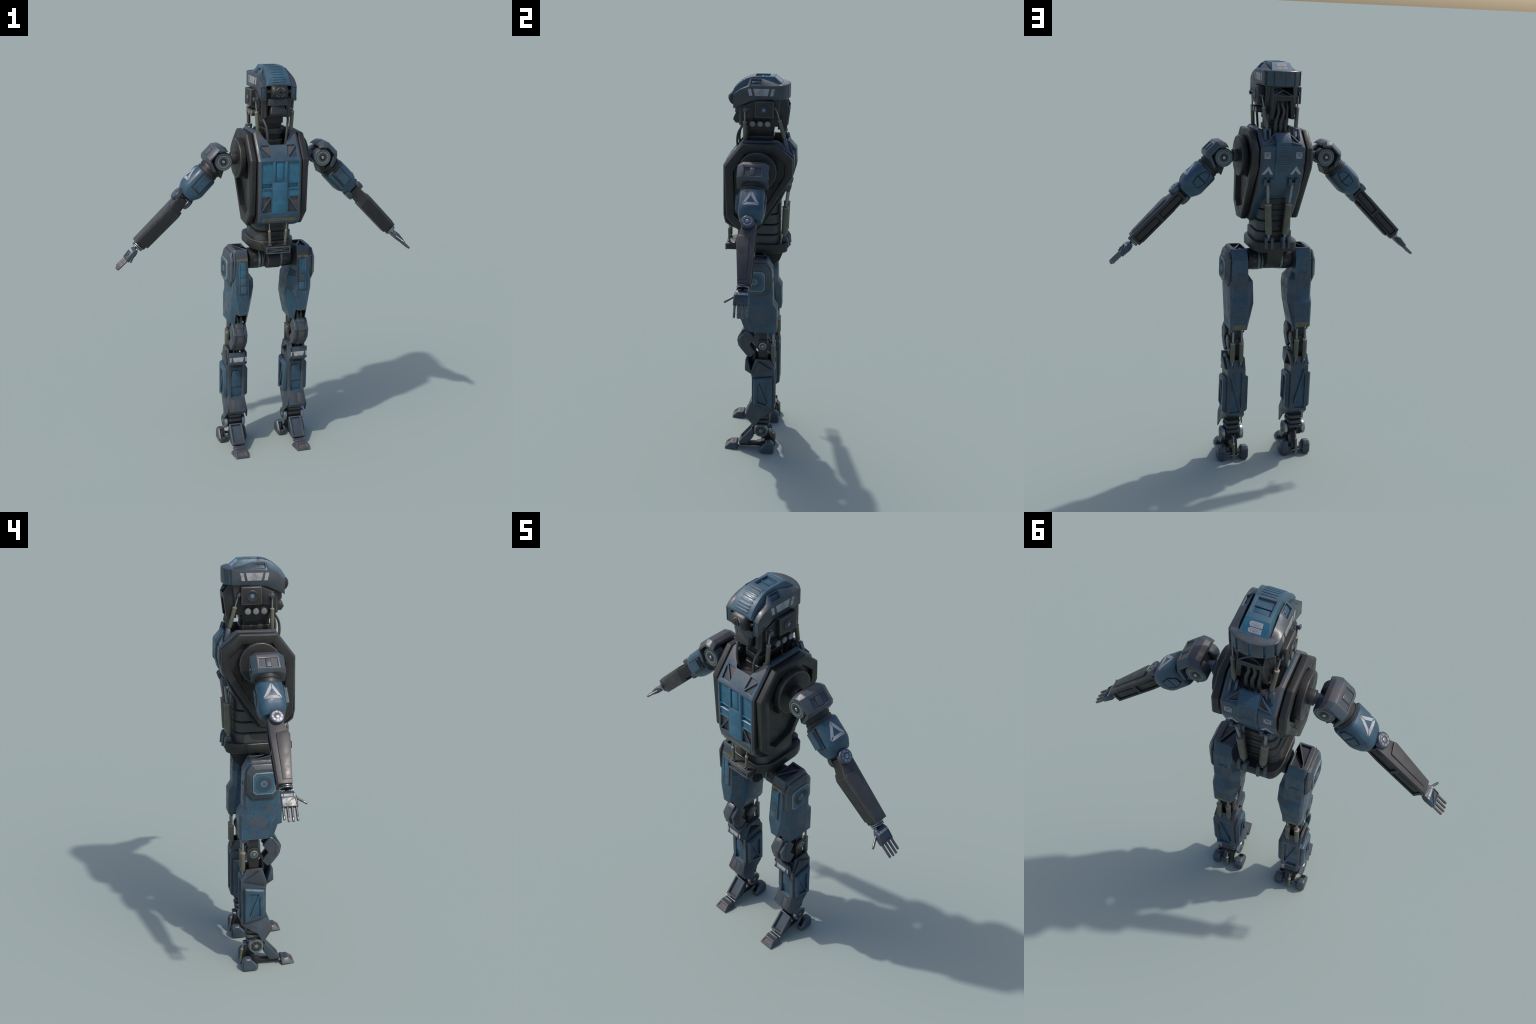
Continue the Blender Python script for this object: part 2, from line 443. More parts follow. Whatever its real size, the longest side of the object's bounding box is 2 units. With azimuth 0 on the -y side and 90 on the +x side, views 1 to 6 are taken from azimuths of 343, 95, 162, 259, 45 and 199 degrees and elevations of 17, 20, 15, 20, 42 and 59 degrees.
# ------------------------------------------------------------------ head
def build_head():
    # dark core: jaw box between helmet and neck
    g = G('dark')
    g.hull([(sx * x, y, z) for sx in (1, -1) for x, y, z in (
        (0.060, -0.106, 1.900), (0.074, -0.092, 1.900), (0.076, 0.104, 1.900), (0.060, 0.112, 1.900),
        (0.058, -0.104, 1.762), (0.074, -0.094, 1.760), (0.076, 0.090, 1.758), (0.060, 0.098, 1.757))])
    front = cut('black')
    front.box(-0.046, 0.046, -0.14, -0.085, 1.74, 1.822)
    core = emit('head', g, None, bevel=0.003, edge='dark_edge', cutters=[front])
    # brow plate below the camera
    g = G('shade'); g.box(-0.050, 0.050, -0.123, -0.09, 1.820, 1.853)
    emit('brow_plate', g, core)
    # muzzle block
    g = G('muzzle')
    g.hull([(s * x, y, z) for s in (1, -1) for x, y, z in (
        (0.031, -0.118, 1.822), (0.035, -0.130, 1.800), (0.041, -0.135, 1.784), (0.041, -0.122, 1.766),
        (0.036, -0.08, 1.764), (0.034, -0.08, 1.824))])
    emit('muzzle', g, core, bevel=0.006, seg=4, angle=12)
    # back-of-head frame
    g = G('dark')
    g.loft([[(0.060, 0.095, 1.905), (0.052, 0.120, 1.905), (-0.052, 0.120, 1.905), (-0.060, 0.095, 1.905)],
            [(0.062, 0.095, 1.851), (0.049, 0.147, 1.851), (-0.049, 0.147, 1.851), (-0.062, 0.095, 1.851)],
            [(0.062, 0.095, 1.832), (0.050, 0.146, 1.832), (-0.050, 0.146, 1.832), (-0.062, 0.095, 1.832)],
            [(0.064, 0.090, 1.742), (0.060, 0.134, 1.742), (-0.060, 0.134, 1.742), (-0.064, 0.090, 1.742)]])
    mouth = cut('black')
    mouth.loft([[(0.033, 0.10, 1.828), (0.033, 0.17, 1.828), (-0.033, 0.17, 1.828), (-0.033, 0.10, 1.828)],
                [(0.044, 0.10, 1.73), (0.044, 0.17, 1.73), (-0.044, 0.17, 1.73), (-0.044, 0.10, 1.73)]])
    nrm = V((0, 0.046, 0.027))
    A, B, C, D = V((0.045, 0.146, 1.853)), V((-0.045, 0.146, 1.853)), V((-0.047, 0.1205, 1.9035)), V((0.047, 0.1205, 1.9035))
    pit = recess([A, B, C, D], 0.020, nrm, 'shade')
    back = emit('back_frame', g, core, edge='dark_edge', bevel=0.0015, cutters=[mouth, pit])
    g = G('dark_edge')
    n = nrm.normalized()
    g.bar(A - n * 0.005, C - n * 0.005, 0.006, 0.004, n)
    g.bar(B - n * 0.005, D - n * 0.005, 0.006, 0.0045, n)
    emit('cross_brace', g, core)
    # helmet crest
    prof = [(0.1125, 1.962, .0545, .062), (0.070, 1.9985, .043, .060), (0.050, 2.0, .0435, .060), (0.0, 2.0, .0445, .060),
            (-0.035, 1.9985, .0465, .061), (-0.060, 1.992, .049, .062), (-0.083, 1.980, .051, .0635),
            (-0.104, 1.964, .053, .065), (-0.121, 1.946, .055, .065), (-0.135, 1.926, .0565, .064)]
    g = G('crest')
    g.loft([[(w2, y, max(1.915, z - 0.046) if i else 1.94), (w, y, z), (-w, y, z), (-w2, y, max(1.915, z - 0.046) if i else 1.94)]
            for i, (y, z, w, w2) in enumerate(prof)])
    hz = 1.999
    hatch = recess([(0.033, -0.025, hz), (-0.033, -0.025, hz), (-0.033, 0.047, hz), (0.033, 0.047, hz)],
                   0.010, (0, 0, 1), 'crest', 0.003)
    crest = emit('helmet_crest', g, core, bevel=0.0025, edge='worn', cutters=[hatch])
    g = G('blue'); g.box(-0.029, 0.029, 0.006, 0.014, 1.986, 1.9945)
    g.box(-0.030, 0.030, -0.0245, -0.020, 1.986, 1.991)
    g.plate([(-0.026, 0.018, 1.989), (0.026, 0.018, 1.989), (0.026, 0.042, 1.989), (-0.026, 0.042, 1.989)], (0, 0, 0.003))
    emit('hatch_rib', g, crest)
    # pressed ribs across the brow of the crest
    for k, t in enumerate((0.06, 0.17, 0.30, 0.43, 0.56, 0.69, 0.80, 0.90)):
        pts = [(y, z) for y, z, _, _ in prof[4:]]
        u = t * (len(pts) - 1); i = int(u); f = u - i
        y = pts[i][0] * (1 - f) + pts[i + 1][0] * f; z = pts[i][1] * (1 - f) + pts[i + 1][1] * f
        ty, tz = pts[i + 1][0] - pts[i][0], pts[i + 1][1] - pts[i][1]
        L = math.hypot(ty, tz); ty /= L; tz /= L
        nv = V((0, tz, -ty)); nv = -nv if nv.z < 0 else nv
        tv = V((0, ty, tz)); c = V((0, y, z)); hw = 0.031 + 0.004 * (k / 7)
        g = G('crest')
        h = 0.0050
        poly = [c + V((x, 0, 0)) + tv * v for x, v in (
            (-hw, -h * .5), (-hw + .0025, -h), (hw - .0025, -h), (hw, -h * .5), (hw, h * .5), (hw - .0025, h), (-hw + .0025, h), (-hw, h * .5))]
        g.plate(poly, nv * 0.0022, 0.003)
        emit('pressed_rib', g, crest, bevel=0.001)
    # blue rear panel with white patches
    a, b = V((0, 0.1105, 1.9638)), V((0, 0.0715, 1.9973))
    t = (b - a).normalized(); n = V((0, -t.z, t.y)); n = -n if n.z < 0 else n
    X = V((1, 0, 0))
    g = G('bright')
    g.plate([a + X * .0525, a - X * .0525, b - X * .0435, b + X * .0435], n * 0.0008, 0.001)
    rp = emit('rear_panel', g, crest, bevel=0)
    L = (b - a).length
    for v0, v1 in ((0.13, 0.47), (0.53, 0.88)):
        g = G('white')
        w = 0.0235; cc = 0.005
        p0, p1 = a + t * L * v0 + n * 0.0008, a + t * L * v1 + n * 0.0008
        poly = [p0 + X * (w - cc), p0 - X * w, p1 - X * (w - 0), p1 + X * (w - cc), p1 - t * cc + X * w, p0 + t * cc + X * w]
        g.plate(poly, n * 0.0006)
        emit('white_patch', g, rp, bevel=0)
        g = G('shade')
        for r in range(3):
            f = 0.25 + 0.25 * r
            q = p0 * (1 - f) + p1 * f + n * 0.0006
            for k in range(5):
                x0 = -0.017 + k * 0.0072
                ln = 0.0035 + 0.0022 * ((k * 7 + r * 3) % 3) / 2
                g.bar(q + X * x0, q + X * (x0 + ln), 0.0009, 0.0003, n)
        emit('stencil_mark', g, rp, bevel=0)
    # side shells
    st = [  # y, z bottom, z outer top, x inner, z inner top
        (-0.1275, 1.8465, 1.911, 0.0615, 1.9115), (-0.116, 1.8535, 1.9245, 0.0615, 1.926), (-0.098, 1.862, 1.9385, 0.061, 1.941),
        (-0.078, 1.8715, 1.948, 0.061, 1.951), (-0.060, 1.880, 1.954, 0.061, 1.960), (-0.047, 1.886, 1.957, 0.059, 1.990),
        (-0.040, 1.8885, 1.958, 0.059, 1.990), (0.013, 1.8905, 1.960, 0.059, 1.991), (0.060, 1.892, 1.961, 0.059, 1.977), (0.111, 1.894, 1.9635, 0.058, 1.9645)]
    g = G('slate')
    g.loft([[(xi, y, zb), (0.089, y, zb), (0.0895, y, zo), (xi, y, zi)] for y, zb, zo, xi, zi in st])
    nn = V((0.026, 0, 0.026)).normalized()
    q = [V((0.0605, -0.043, 1.9885)), V((0.0605, 0.010, 1.9885)), V((0.0845, 0.010, 1.9655)), V((0.0845, -0.043, 1.9655))]
    win = recess(inset_poly(q, 0.0015), 0.010, nn, 'blue', 0.002)
    lamp = recess([(0.065, -0.1275, 1.852), (0.0865, -0.1275, 1.852), (0.0865, -0.1275, 1.907), (0.065, -0.1275, 1.907)], 0.004,
                  (0, -1, 0), 'shade')
    shell = emit('helmet_side_shell', g, core, True, bevel=0.0018, edge='worn', cutters=[win, lamp])
    g = G('blue'); g.box(0.066, 0.0855, -0.1262, -0.122, 1.853, 1.906)
    emit('lamp_panel', g, shell, True, bevel=0.0015)
    g = G('blue')
    c0, c1 = (q[0] + q[3]) / 2, (q[1] + q[2]) / 2
    g.bar(c0 * .68 + c1 * .32 - nn * 0.009, c0 * .32 + c1 * .68 - nn * 0.009, 0.009, 0.004, nn)
    g.bar(c0 * .95 + c1 * .05 - nn * 0.0095, c0 * .05 + c1 * .95 - nn * 0.0095, 0.017, 0.002, nn)
    emit('intake_rib', g, shell, True)
    # white trapezoid markings
    for poly in (((0.076, 1.947), (0.061, 1.9465), (0.054, 1.912), (0.069, 1.912)),
                 ((0.050, 1.947), (-0.029, 1.9465), (-0.021, 1.9125), (0.042, 1.9125)),
                 ((-0.040, 1.9465), (-0.056, 1.946), (-0.049, 1.9125), (-0.033, 1.912))):
        g = G('white')
        g.plate([(0.0892 + (z - 1.9) * 0.007, y, z) for y, z in poly], (0.0007, 0, 0), 0.001)
        emit('white_marking', g, shell, True, bevel=0)
    # rear band
    arc = []
    for i in range(-12, 13):
        f = i / 12
        arc.append((0.0885 * f, 0.113 + 0.0355 * (1 - abs(f) ** 2.3)))
    def band(sc, z):
        return [(x * sc, 0.100 + (y - 0.100) * sc, z) for x, y in arc] + [(-0.0 - 0.0885 * sc * -1, 0.100, z), (-0.0885 * sc, 0.100, z)]
    g = G('slate')
    g.loft([band(s, z) for s, z in ((0.86, 1.889), (0.985, 1.895), (1.0, 1.899), (1.0, 1.957), (0.985, 1.962), (0.93, 1.965))])
    slots = []
    for x in (0.0, 0.0495, -0.0495, 0.0815, -0.0815):
        f = x / 0.0885
        y = 0.113 + 0.0355 * (1 - abs(f) ** 2.3)
        c = cut('mid'); c.box(x - 0.0040, x + 0.0040, y - 0.004 - abs(f) * .006, y + 0.03, 1.897, 1.958)
        slots.append(c)
    emit('helmet_band', g, core, bevel=0.0012, edge='worn', cutters=slots, angle=40)
    # camera eye
    g = G('dark')
    cy, cz = -0.1225, 1.887
    g.rev((-0.042, cy, cz), (1, 0, 0), [(0, 0.022), (0.003, 0.029), (0.010, 0.034), (0.020, 0.0355), (0.064, 0.0355), (0.074, 0.034), (0.081, 0.029), (0.084, 0.022)], 36)
    g.cyl((-0.06, cy, cz), (0.06, cy, cz), 0.008)
    eye = emit('camera_eye', g, core, bevel=0, smooth=50)
    g = G('black')
    d = V((0, -1, 0))
    o = V((0, cy, cz))
    g.cyl(o + d * 0.030, o + d * 0.0372, 0.013, 28)
    g.use('dark_edge').ringband(o, d, 0.0095, 0.0125, 0.034, 0.0382)
    emit('lens_barrel', g, eye, bevel=0)
    for k in range(4):
        g = G('ring')
        a0 = math.radians(90 * k + 12); a1 = math.radians(90 * k + 62)
        if k in (1, 3):
            a0, a1 = math.radians(90 * k + 20), math.radians(90 * k + 76)
        rings = []
        for i in range(9):
            a = a0 + (a1 - a0) * i / 8
            ring = []
            for r, lift in ((0.0205, -0.002), (0.0232, -0.002), (0.0232, 0.0008), (0.0205, 0.0008)):
                x, z = r * math.sin(a), r * math.cos(a)
                ring.append((x, cy - math.sqrt(0.0355 ** 2 - z * z) - lift, cz + z))
            rings.append(ring)
        g.loft(rings)
        emit('lens_ring_segment', g, eye, bevel=0)
    # ear boxes with blue lens
    g = G('dark')
    g.box(0.070, 0.1085, -0.021, 0.0745, 1.806, 1.889)
    box = emit('ear_box', g, core, True, bevel=0.006, seg=3, edge='dark_edge')
    g = G('dark')
    g.rev((0.1085, 0.025, 1.846), (1, 0, 0), [(-.002, 0.0265), (0.0012, 0.0265), (0.0026, 0.024), (0.001, 0.010)], 36)
    g.use('lens').rev((0.1095, 0.025, 1.846), (1, 0, 0), [(-0.002, 0.0096), (0.0012, 0.0096), (0.0022, 0.007)], 24)
    emit('ear_sensor', g, box, True, bevel=0, smooth=25)
    g = G('dark'); g.hull([(x, y, z) for x in (0.07, 0.089) for y, z in ((-0.080, 1.86), (-0.020, 1.884), (-0.020, 1.806), (-0.080, 1.80))])
    emit('cheek_plate', g, core, True, bevel=0.003, edge='dark_edge')
    for y in (-0.030, 0.007, 0.044):
        g = G('grey')
        g.rev((0.068, y, 1.7765), (1, 0, 0), [(0, 0.0135), (0.032, 0.0135), (0.033, 0.0155), (0.0365, 0.0155), (0.038, 0.0135)], 24)
        g.use('stud').rev((0.104, y, 1.7765), (1, 0, 0), [(0, 0.0125), (0.0026, 0.0125), (0.003, 0.011)], 24)
        emit('ear_stud', g, core, True, bevel=0)
    # rams between head and shoulders
    piston('front_ram', core, (0.096, -0.069, 1.845), (0.0905, -0.0695, 1.784), (0.084, -0.071, 1.688), 0.0095, 0.0038)
    piston('rear_ram', core, (0.0885, 0.084, 1.846), (0.0815, 0.100, 1.792), (0.0715, 0.1225, 1.703), 0.0095, 0.0038)
    g = G('gunmetal')
    g.cyl((0.084, -0.069, 1.845), (0.110, -0.069, 1.845), 0.0045, 16)
    for x in (0.0855, 0.1015):
        g.rev((x, -0.069, 1.845), (1, 0, 0), [(0, 0.0105), (0.006, 0.0105), (0.0065, 0.008)], 20)
    g.box(0.075, 0.091, -0.062, -0.052, 1.838, 1.852)
    emit('ram_mount', g, core, True, bevel=0.001)
    g = G('gunmetal')
    clevis(g, (0.0885, 0.084, 1.846), (0.95, 0.0, 0.2), (0.0, 0.5, -0.5), 0.009, 0.014, 0.016, 0.004, 0.007)
    g.cyl((0.078, 0.084, 1.845), (0.099, 0.084, 1.847), 0.003, 12)
    emit('ram_mount', g, core, True, bevel=0.001)
    return core

def build_neck():
    def rr(x, y0, y1, z, c=0.012):
        return [(x - c, y0, z), (x, y0 + c, z), (x, y1 - c, z), (x - c, y1, z), (-x + c, y1, z), (-x, y1 - c, z), (-x, y0 + c, z), (-x + c, y0, z)]
    g = G('dark')
    for x, y0, y1, z0, z1, m in ((0.047, -0.074, 0.070, 1.728, 1.765, 'dark'), (0.041, -0.069, 0.066, 1.704, 1.728, 'black'), (0.047, -0.076, 0.070, 1.676, 1.704, 'dark'),
                              (0.042, -0.070, 0.066, 1.650, 1.676, 'black'), (0.047, -0.076, 0.070, 1.622, 1.650, 'dark'), (0.044, -0.07, 0.066, 1.55, 1.622, 'black')):
        g.use(m)
        g.loft([rr(x - .002, y0 + .002, y1 - .002, z0), rr(x, y0, y1, z0 + .002), rr(x, y0, y1, z1 - .002), rr(x - .002, y0 + .002, y1 - .002, z1)])
    neck = emit('neck', g, None, bevel=0.001, edge='dark_edge')
    g = G('grey')
    g.tube([(0.064, -0.070, 1.775), (0.062, -0.088, 1.752), (0.054, -0.106, 1.722), (0.049, -0.113, 1.690), (0.046, -0.112, 1.655), (0.042, -0.100, 1.60)], 0.0058)
    emit('throat_hose', g, neck, True, bevel=0, smooth=60)
    for pts in (((0.016, 0.104, 1.83), (0.018, 0.114, 1.80), (0.016, 0.117, 1.770), (0.025, 0.118, 1.735), (0.028, 0.118, 1.69), (0.027, 0.110, 1.62)),
                ((0.000, 0.104, 1.84), (0.001, 0.116, 1.814), (-0.010, 0.121, 1.785), (-0.008, 0.121, 1.760), (0.002, 0.120, 1.725), (0.003, 0.119, 1.69), (0.003, 0.110, 1.62)),
                ((-0.026, 0.10, 1.83), (-0.029, 0.112, 1.80), (-0.028, 0.115, 1.755), (-0.023, 0.117, 1.72), (-0.021, 0.117, 1.68), (-0.021, 0.110, 1.62))):
        g = G('grey'); g.tube(pts, 0.0078)
        emit('nape_hose', g, neck, False, bevel=0, smooth=60)
    return neck

# ------------------------------------------------------------------ torso
def build_torso():
    prof = [(-0.082, 1.691), (0.094, 1.692), (0.177, 1.618), (0.178, 1.550), (0.165, 1.500), (0.148, 1.462),
            (0.117, 1.394), (0.028, 1.262), (-0.002, 1.229), (-0.100, 1.226), (-0.145, 1.242), (-0.171, 1.262), (-0.180, 1.303), (-0.178, 1.565)]
    def sec(x, k):
        c = (-0.01, 1.47)
        return [(x, c[0] + (y - c[0]) * k, c[1] + (z - c[1]) * k) for y, z in prof]
    g = G('chest')
    g.loft([sec(-0.113, 0.93), sec(-0.109, 0.968), sec(-0.100, 1.0), sec(0.100, 1.0), sec(0.109, 0.968), sec(0.113, 0.93)])
    for lim, m in ((0.102, 'rim'), (0.1105, 'black')):
        g.use(m)
        for f in g.bm.faces:
            if abs(f.calc_center_median().x) > lim:
                f.material_index = g.mi
    g.use('chest')
    well = cut('brown')
    pl = [(0.039, -0.126), (0.082, -0.080), (0.088, -0.06), (0.088, 0.092), (0.040, 0.136), (-0.040, 0.136), (-0.088, 0.092), (-0.088, -0.06), (-0.082, -0.080), (-0.039, -0.126)]
    well.prism(pl, 'z', 1.618, 1.75)
    cuts = [well]
    # chest pockets
    N = (0, -1, 0); Y = -0.180
    sl = V((0, -0.126, 0.096)).normalized()
    def slope(x, z):   # point on the sloping collar plane
        f = (z - 1.565) / 0.126
        return V((x, -0.178 + 0.096 * f, z))
    for s in (1, -1):
        a, b, c, d = slope(s * .092, 1.632), slope(s * .046, 1.632), slope(s * .040, 1.580), slope(s * .088, 1.580)
        cuts += braced(a, b, c, d, 0.007, sl, 0.0065, 'rust', 'shade')
        def P(x, z):
            return V((s * x, Y + (z - 1.303) * 0.0076, z))
        cuts.append(recess([P(.094, 1.558), P(.040, 1.558), P(.040, 1.456), P(.094, 1.456)], 0.006, N, 'bright'))
        cuts.append(recess([P(.093, 1.455), P(.040, 1.455), P(.040, 1.430), P(.093, 1.430)], 0.013, N, 'bright', 0.003))
        cuts.append(recess([P(.093, 1.424), P(.041, 1.424), P(.041, 1.393), P(.093, 1.393)], 0.004, N, 'bright'))
        cuts += braced(P(.095, 1.312), P(.041, 1.312), P(.044, 1.388), P(.092, 1.388), 0.009, N, 0.0065, 'shade', 'rust')
    cuts.append(recess([V((-0.023, -0.1785, 1.560)), V((0.021, -0.1785, 1.560)), V((0.021, -0.1788, 1.462)), V((-0.023, -0.1788, 1.462))], 0.005, N, 'bright'))
    torso = emit('torso', g, None, bevel=0.0025, edge='worn_bright', cutters=cuts)
    # centre plates in fresh blue
    g = G('bright')
    g.box(-0.0365, 0.0365, -0.1812, -0.17, 1.306, 1.458)
    g.box(-0.018, 0.016, -0.1775, -0.16, 1.467, 1.552)
    for s in (1, -1):
        x0, x1 = sorted((s * 0.0245, s * 0.0365))
        g.box(x0, x1, -0.1800, -0.165, 1.458, 1.560)
    emit('chest_panel', g, torso, bevel=0.001)
    g = G('hazard_run')
    g.loft([[(x, -0.1735, 1.266), (x, -0.1795, 1.2795), (x, -0.176, 1.2795), (x, -0.170, 1.266)] for x in (-0.085, 0.085)])
    emit('hazard_strip', g, torso, bevel=0)
    g = G('slate')
    g.hull([(s * x, y, z) for s in (1, -1) for x, y, z in ((0.086, -0.176, 1.282), (0.086, -0.171, 1.257), (0.084, -0.15, 1.246), (0.086, -0.15, 1.282))])
    emit('chin_plate', g, torso, edge='worn')
    # raised spine plate
    g = G('blue')
    sp = [(0.130, 1.640), (0.137, 1.681), (0.147, 1.681), (0.183, 1.640), (0.186, 1.558), (0.171, 1.506), (0.150, 1.462), (0.13, 1.462)]
    g.prism(sp, 'x', -0.037, 0.037)
    ribs = []
    for k in range(12):
        z = 1.628 - k * 0.0115
        y = 0.1835 + (1.64 - z) * 0.036 if z > 1.558 else 0.186 - (1.558 - z) * 0.29
        c = cut('shade'); c.box(-0.030, 0.030, y - 0.0012, y + 0.02, z - 0.0009, z + 0.0009); ribs.append(c)
    emit('spine_plate', g, torso, bevel=0.002, edge='worn', cutters=ribs)
    g = G('blue')
    for s in (1, -1):
        g.hull([(s * .036, .139, 1.681), (s * .036, .172, 1.639), (s * .094, .1755, 1.626), (s * .036, .12, 1.66), (s * .036, .15, 1.60), (s * .09, .15, 1.61)])
    tri = []
    for s in (1, -1):
        T = [V((s * .0385, .1435, 1.675)), V((s * .0385, .1705, 1.641)), V((s * .083, .1735, 1.630))]
        n = (T[1] - T[0]).cross(T[2] - T[0]).normalized()
        n = n if n.y > 0 else -n
        tri.append(recess(inset_poly(T, 0.0025), 0.007, n, 'shade'))
    emit('shoulder_blade', g, torso, bevel=0.0012, edge='worn', cutters=tri)
    for s in (1,):
        g = G('white'); g.box(0.062, 0.092, 0.170, 0.1790, 1.564, 1.595)
        sq = emit('white_square', g, torso, True, bevel=0)
        g = G('shade')
        g.bar((0.064, 0.1790, 1.566), (0.090, 0.1790, 1.593), 0.0018, 0.0004, (0, 1, 0))
        g.bar((0.090, 0.1790, 1.566), (0.064, 0.1790, 1.593), 0.0018, 0.0005, (0, 1, 0))
        emit('cross_mark', g, sq, True, bevel=0)
        g = G('white')
        def bk(x, z):
            return (x, 0.1785 - max(0, 1.55 - z) * 0.26, z)
        n = V((0, 0.97, -0.25)) * 0.001
        g.plate([bk(.0985, 1.487), bk(.0675, 1.528), bk(.0665, 1.507), bk(.0830, 1.487)], n, 0.003)
        g.plate([bk(.0675, 1.528), bk(.0420, 1.487), bk(.0555, 1.487), bk(.0665, 1.507)], n, 0.003)
        emit('chevron_mark', g, torso, True, bevel=0)
    # side armour ring
    out = [(-0.080, 1.682), (0.092, 1.684), (0.171, 1.610), (0.173, 1.520), (-0.010, 1.238), (-0.095, 1.231), (-0.160, 1.300), (-0.168, 1.568)]
    inn = [(-0.062, 1.638), (0.077, 1.640), (0.136, 1.583), (0.133, 1.522), (0.008, 1.312), (-0.083, 1.284), (-0.120, 1.314), (-0.124, 1.542)]
    g = G('dark')
    def pt(p, x, k=0.0):
        c = V((-0.005, 1.47)); q = c + (V(p) - c) * (1 - k)
        return (x, q[0], q[1])
    g.loft([[pt(p, 0.112, 0.05) for p in out], [pt(p, 0.1155, 0.03) for p in out], [pt(p, 0.1185) for p in out], [pt(p, 0.140) for p in out], [pt(p, 0.147, 0.03) for p in out]])
    hole = cut('dark'); hole.loft([[pt(p, 0.16, -0.03) for p in inn], [pt(p, 0.1465) for p in inn], [pt(p, 0.127, 0.03) for p in inn]])
    side = emit('side_armour', g, torso, True, bevel=0.0018, edge='dark_edge', cutters=[hole], angle=15)
    g = G('black'); g.box(0.114, 0.150, -0.072, 0.076, 1.462, 1.56)
    emit('shoulder_bracket', g, side, True)
    # rear ram sockets on the shoulders and low on the back
    g = G('gunmetal')
    clevis(g, (0.0695, 0.1285, 1.692), (1, 0.1, 0), (-0.05, -0.25, 0.9), 0.014, 0.018, 0.050, 0.0095, 0.006)
    g.cyl((0.058, 0.1265, 1.690), (0.081, 0.1265, 1.690), 0.0035, 12)
    emit('ram_socket', g, torso, True, bevel=0.001)
    g = G('gunmetal')
    g.cyl((0.070, -0.072, 1.682), (0.104, -0.072, 1.682), 0.011, 16)
    emit('ram_socket', g, torso, True, bevel=0.002)
    g = G('slate')
    clevis(g, (0.0615, 0.152, 1.446), (1, 0, 0), (0, 0.85, -0.3), 0.017, 0.040, 0.030, 0.014, 0.009)
    g.use('rod').cyl((0.046, 0.149, 1.441), (0.078, 0.149, 1.441), 0.0075, 14)
    emit('ram_socket', g, torso, True, bevel=0.0015, edge='worn')
    piston('back_ram', torso, (0.0610, 0.147, 1.440), (0.0515, 0.1340, 1.338), (0.0405, 0.1295, 1.190), 0.0165, 0.0072, foot=(0.0395, 0.129, 1.162), n=12)
    piston('belly_ram', torso, (0.0445, -0.157, 1.262), (0.0430, -0.158, 1.213), (0.0392, -0.158, 1.150), 0.0064, 0.0026, foot=(0.039, -0.158, 1.138))
    return torso

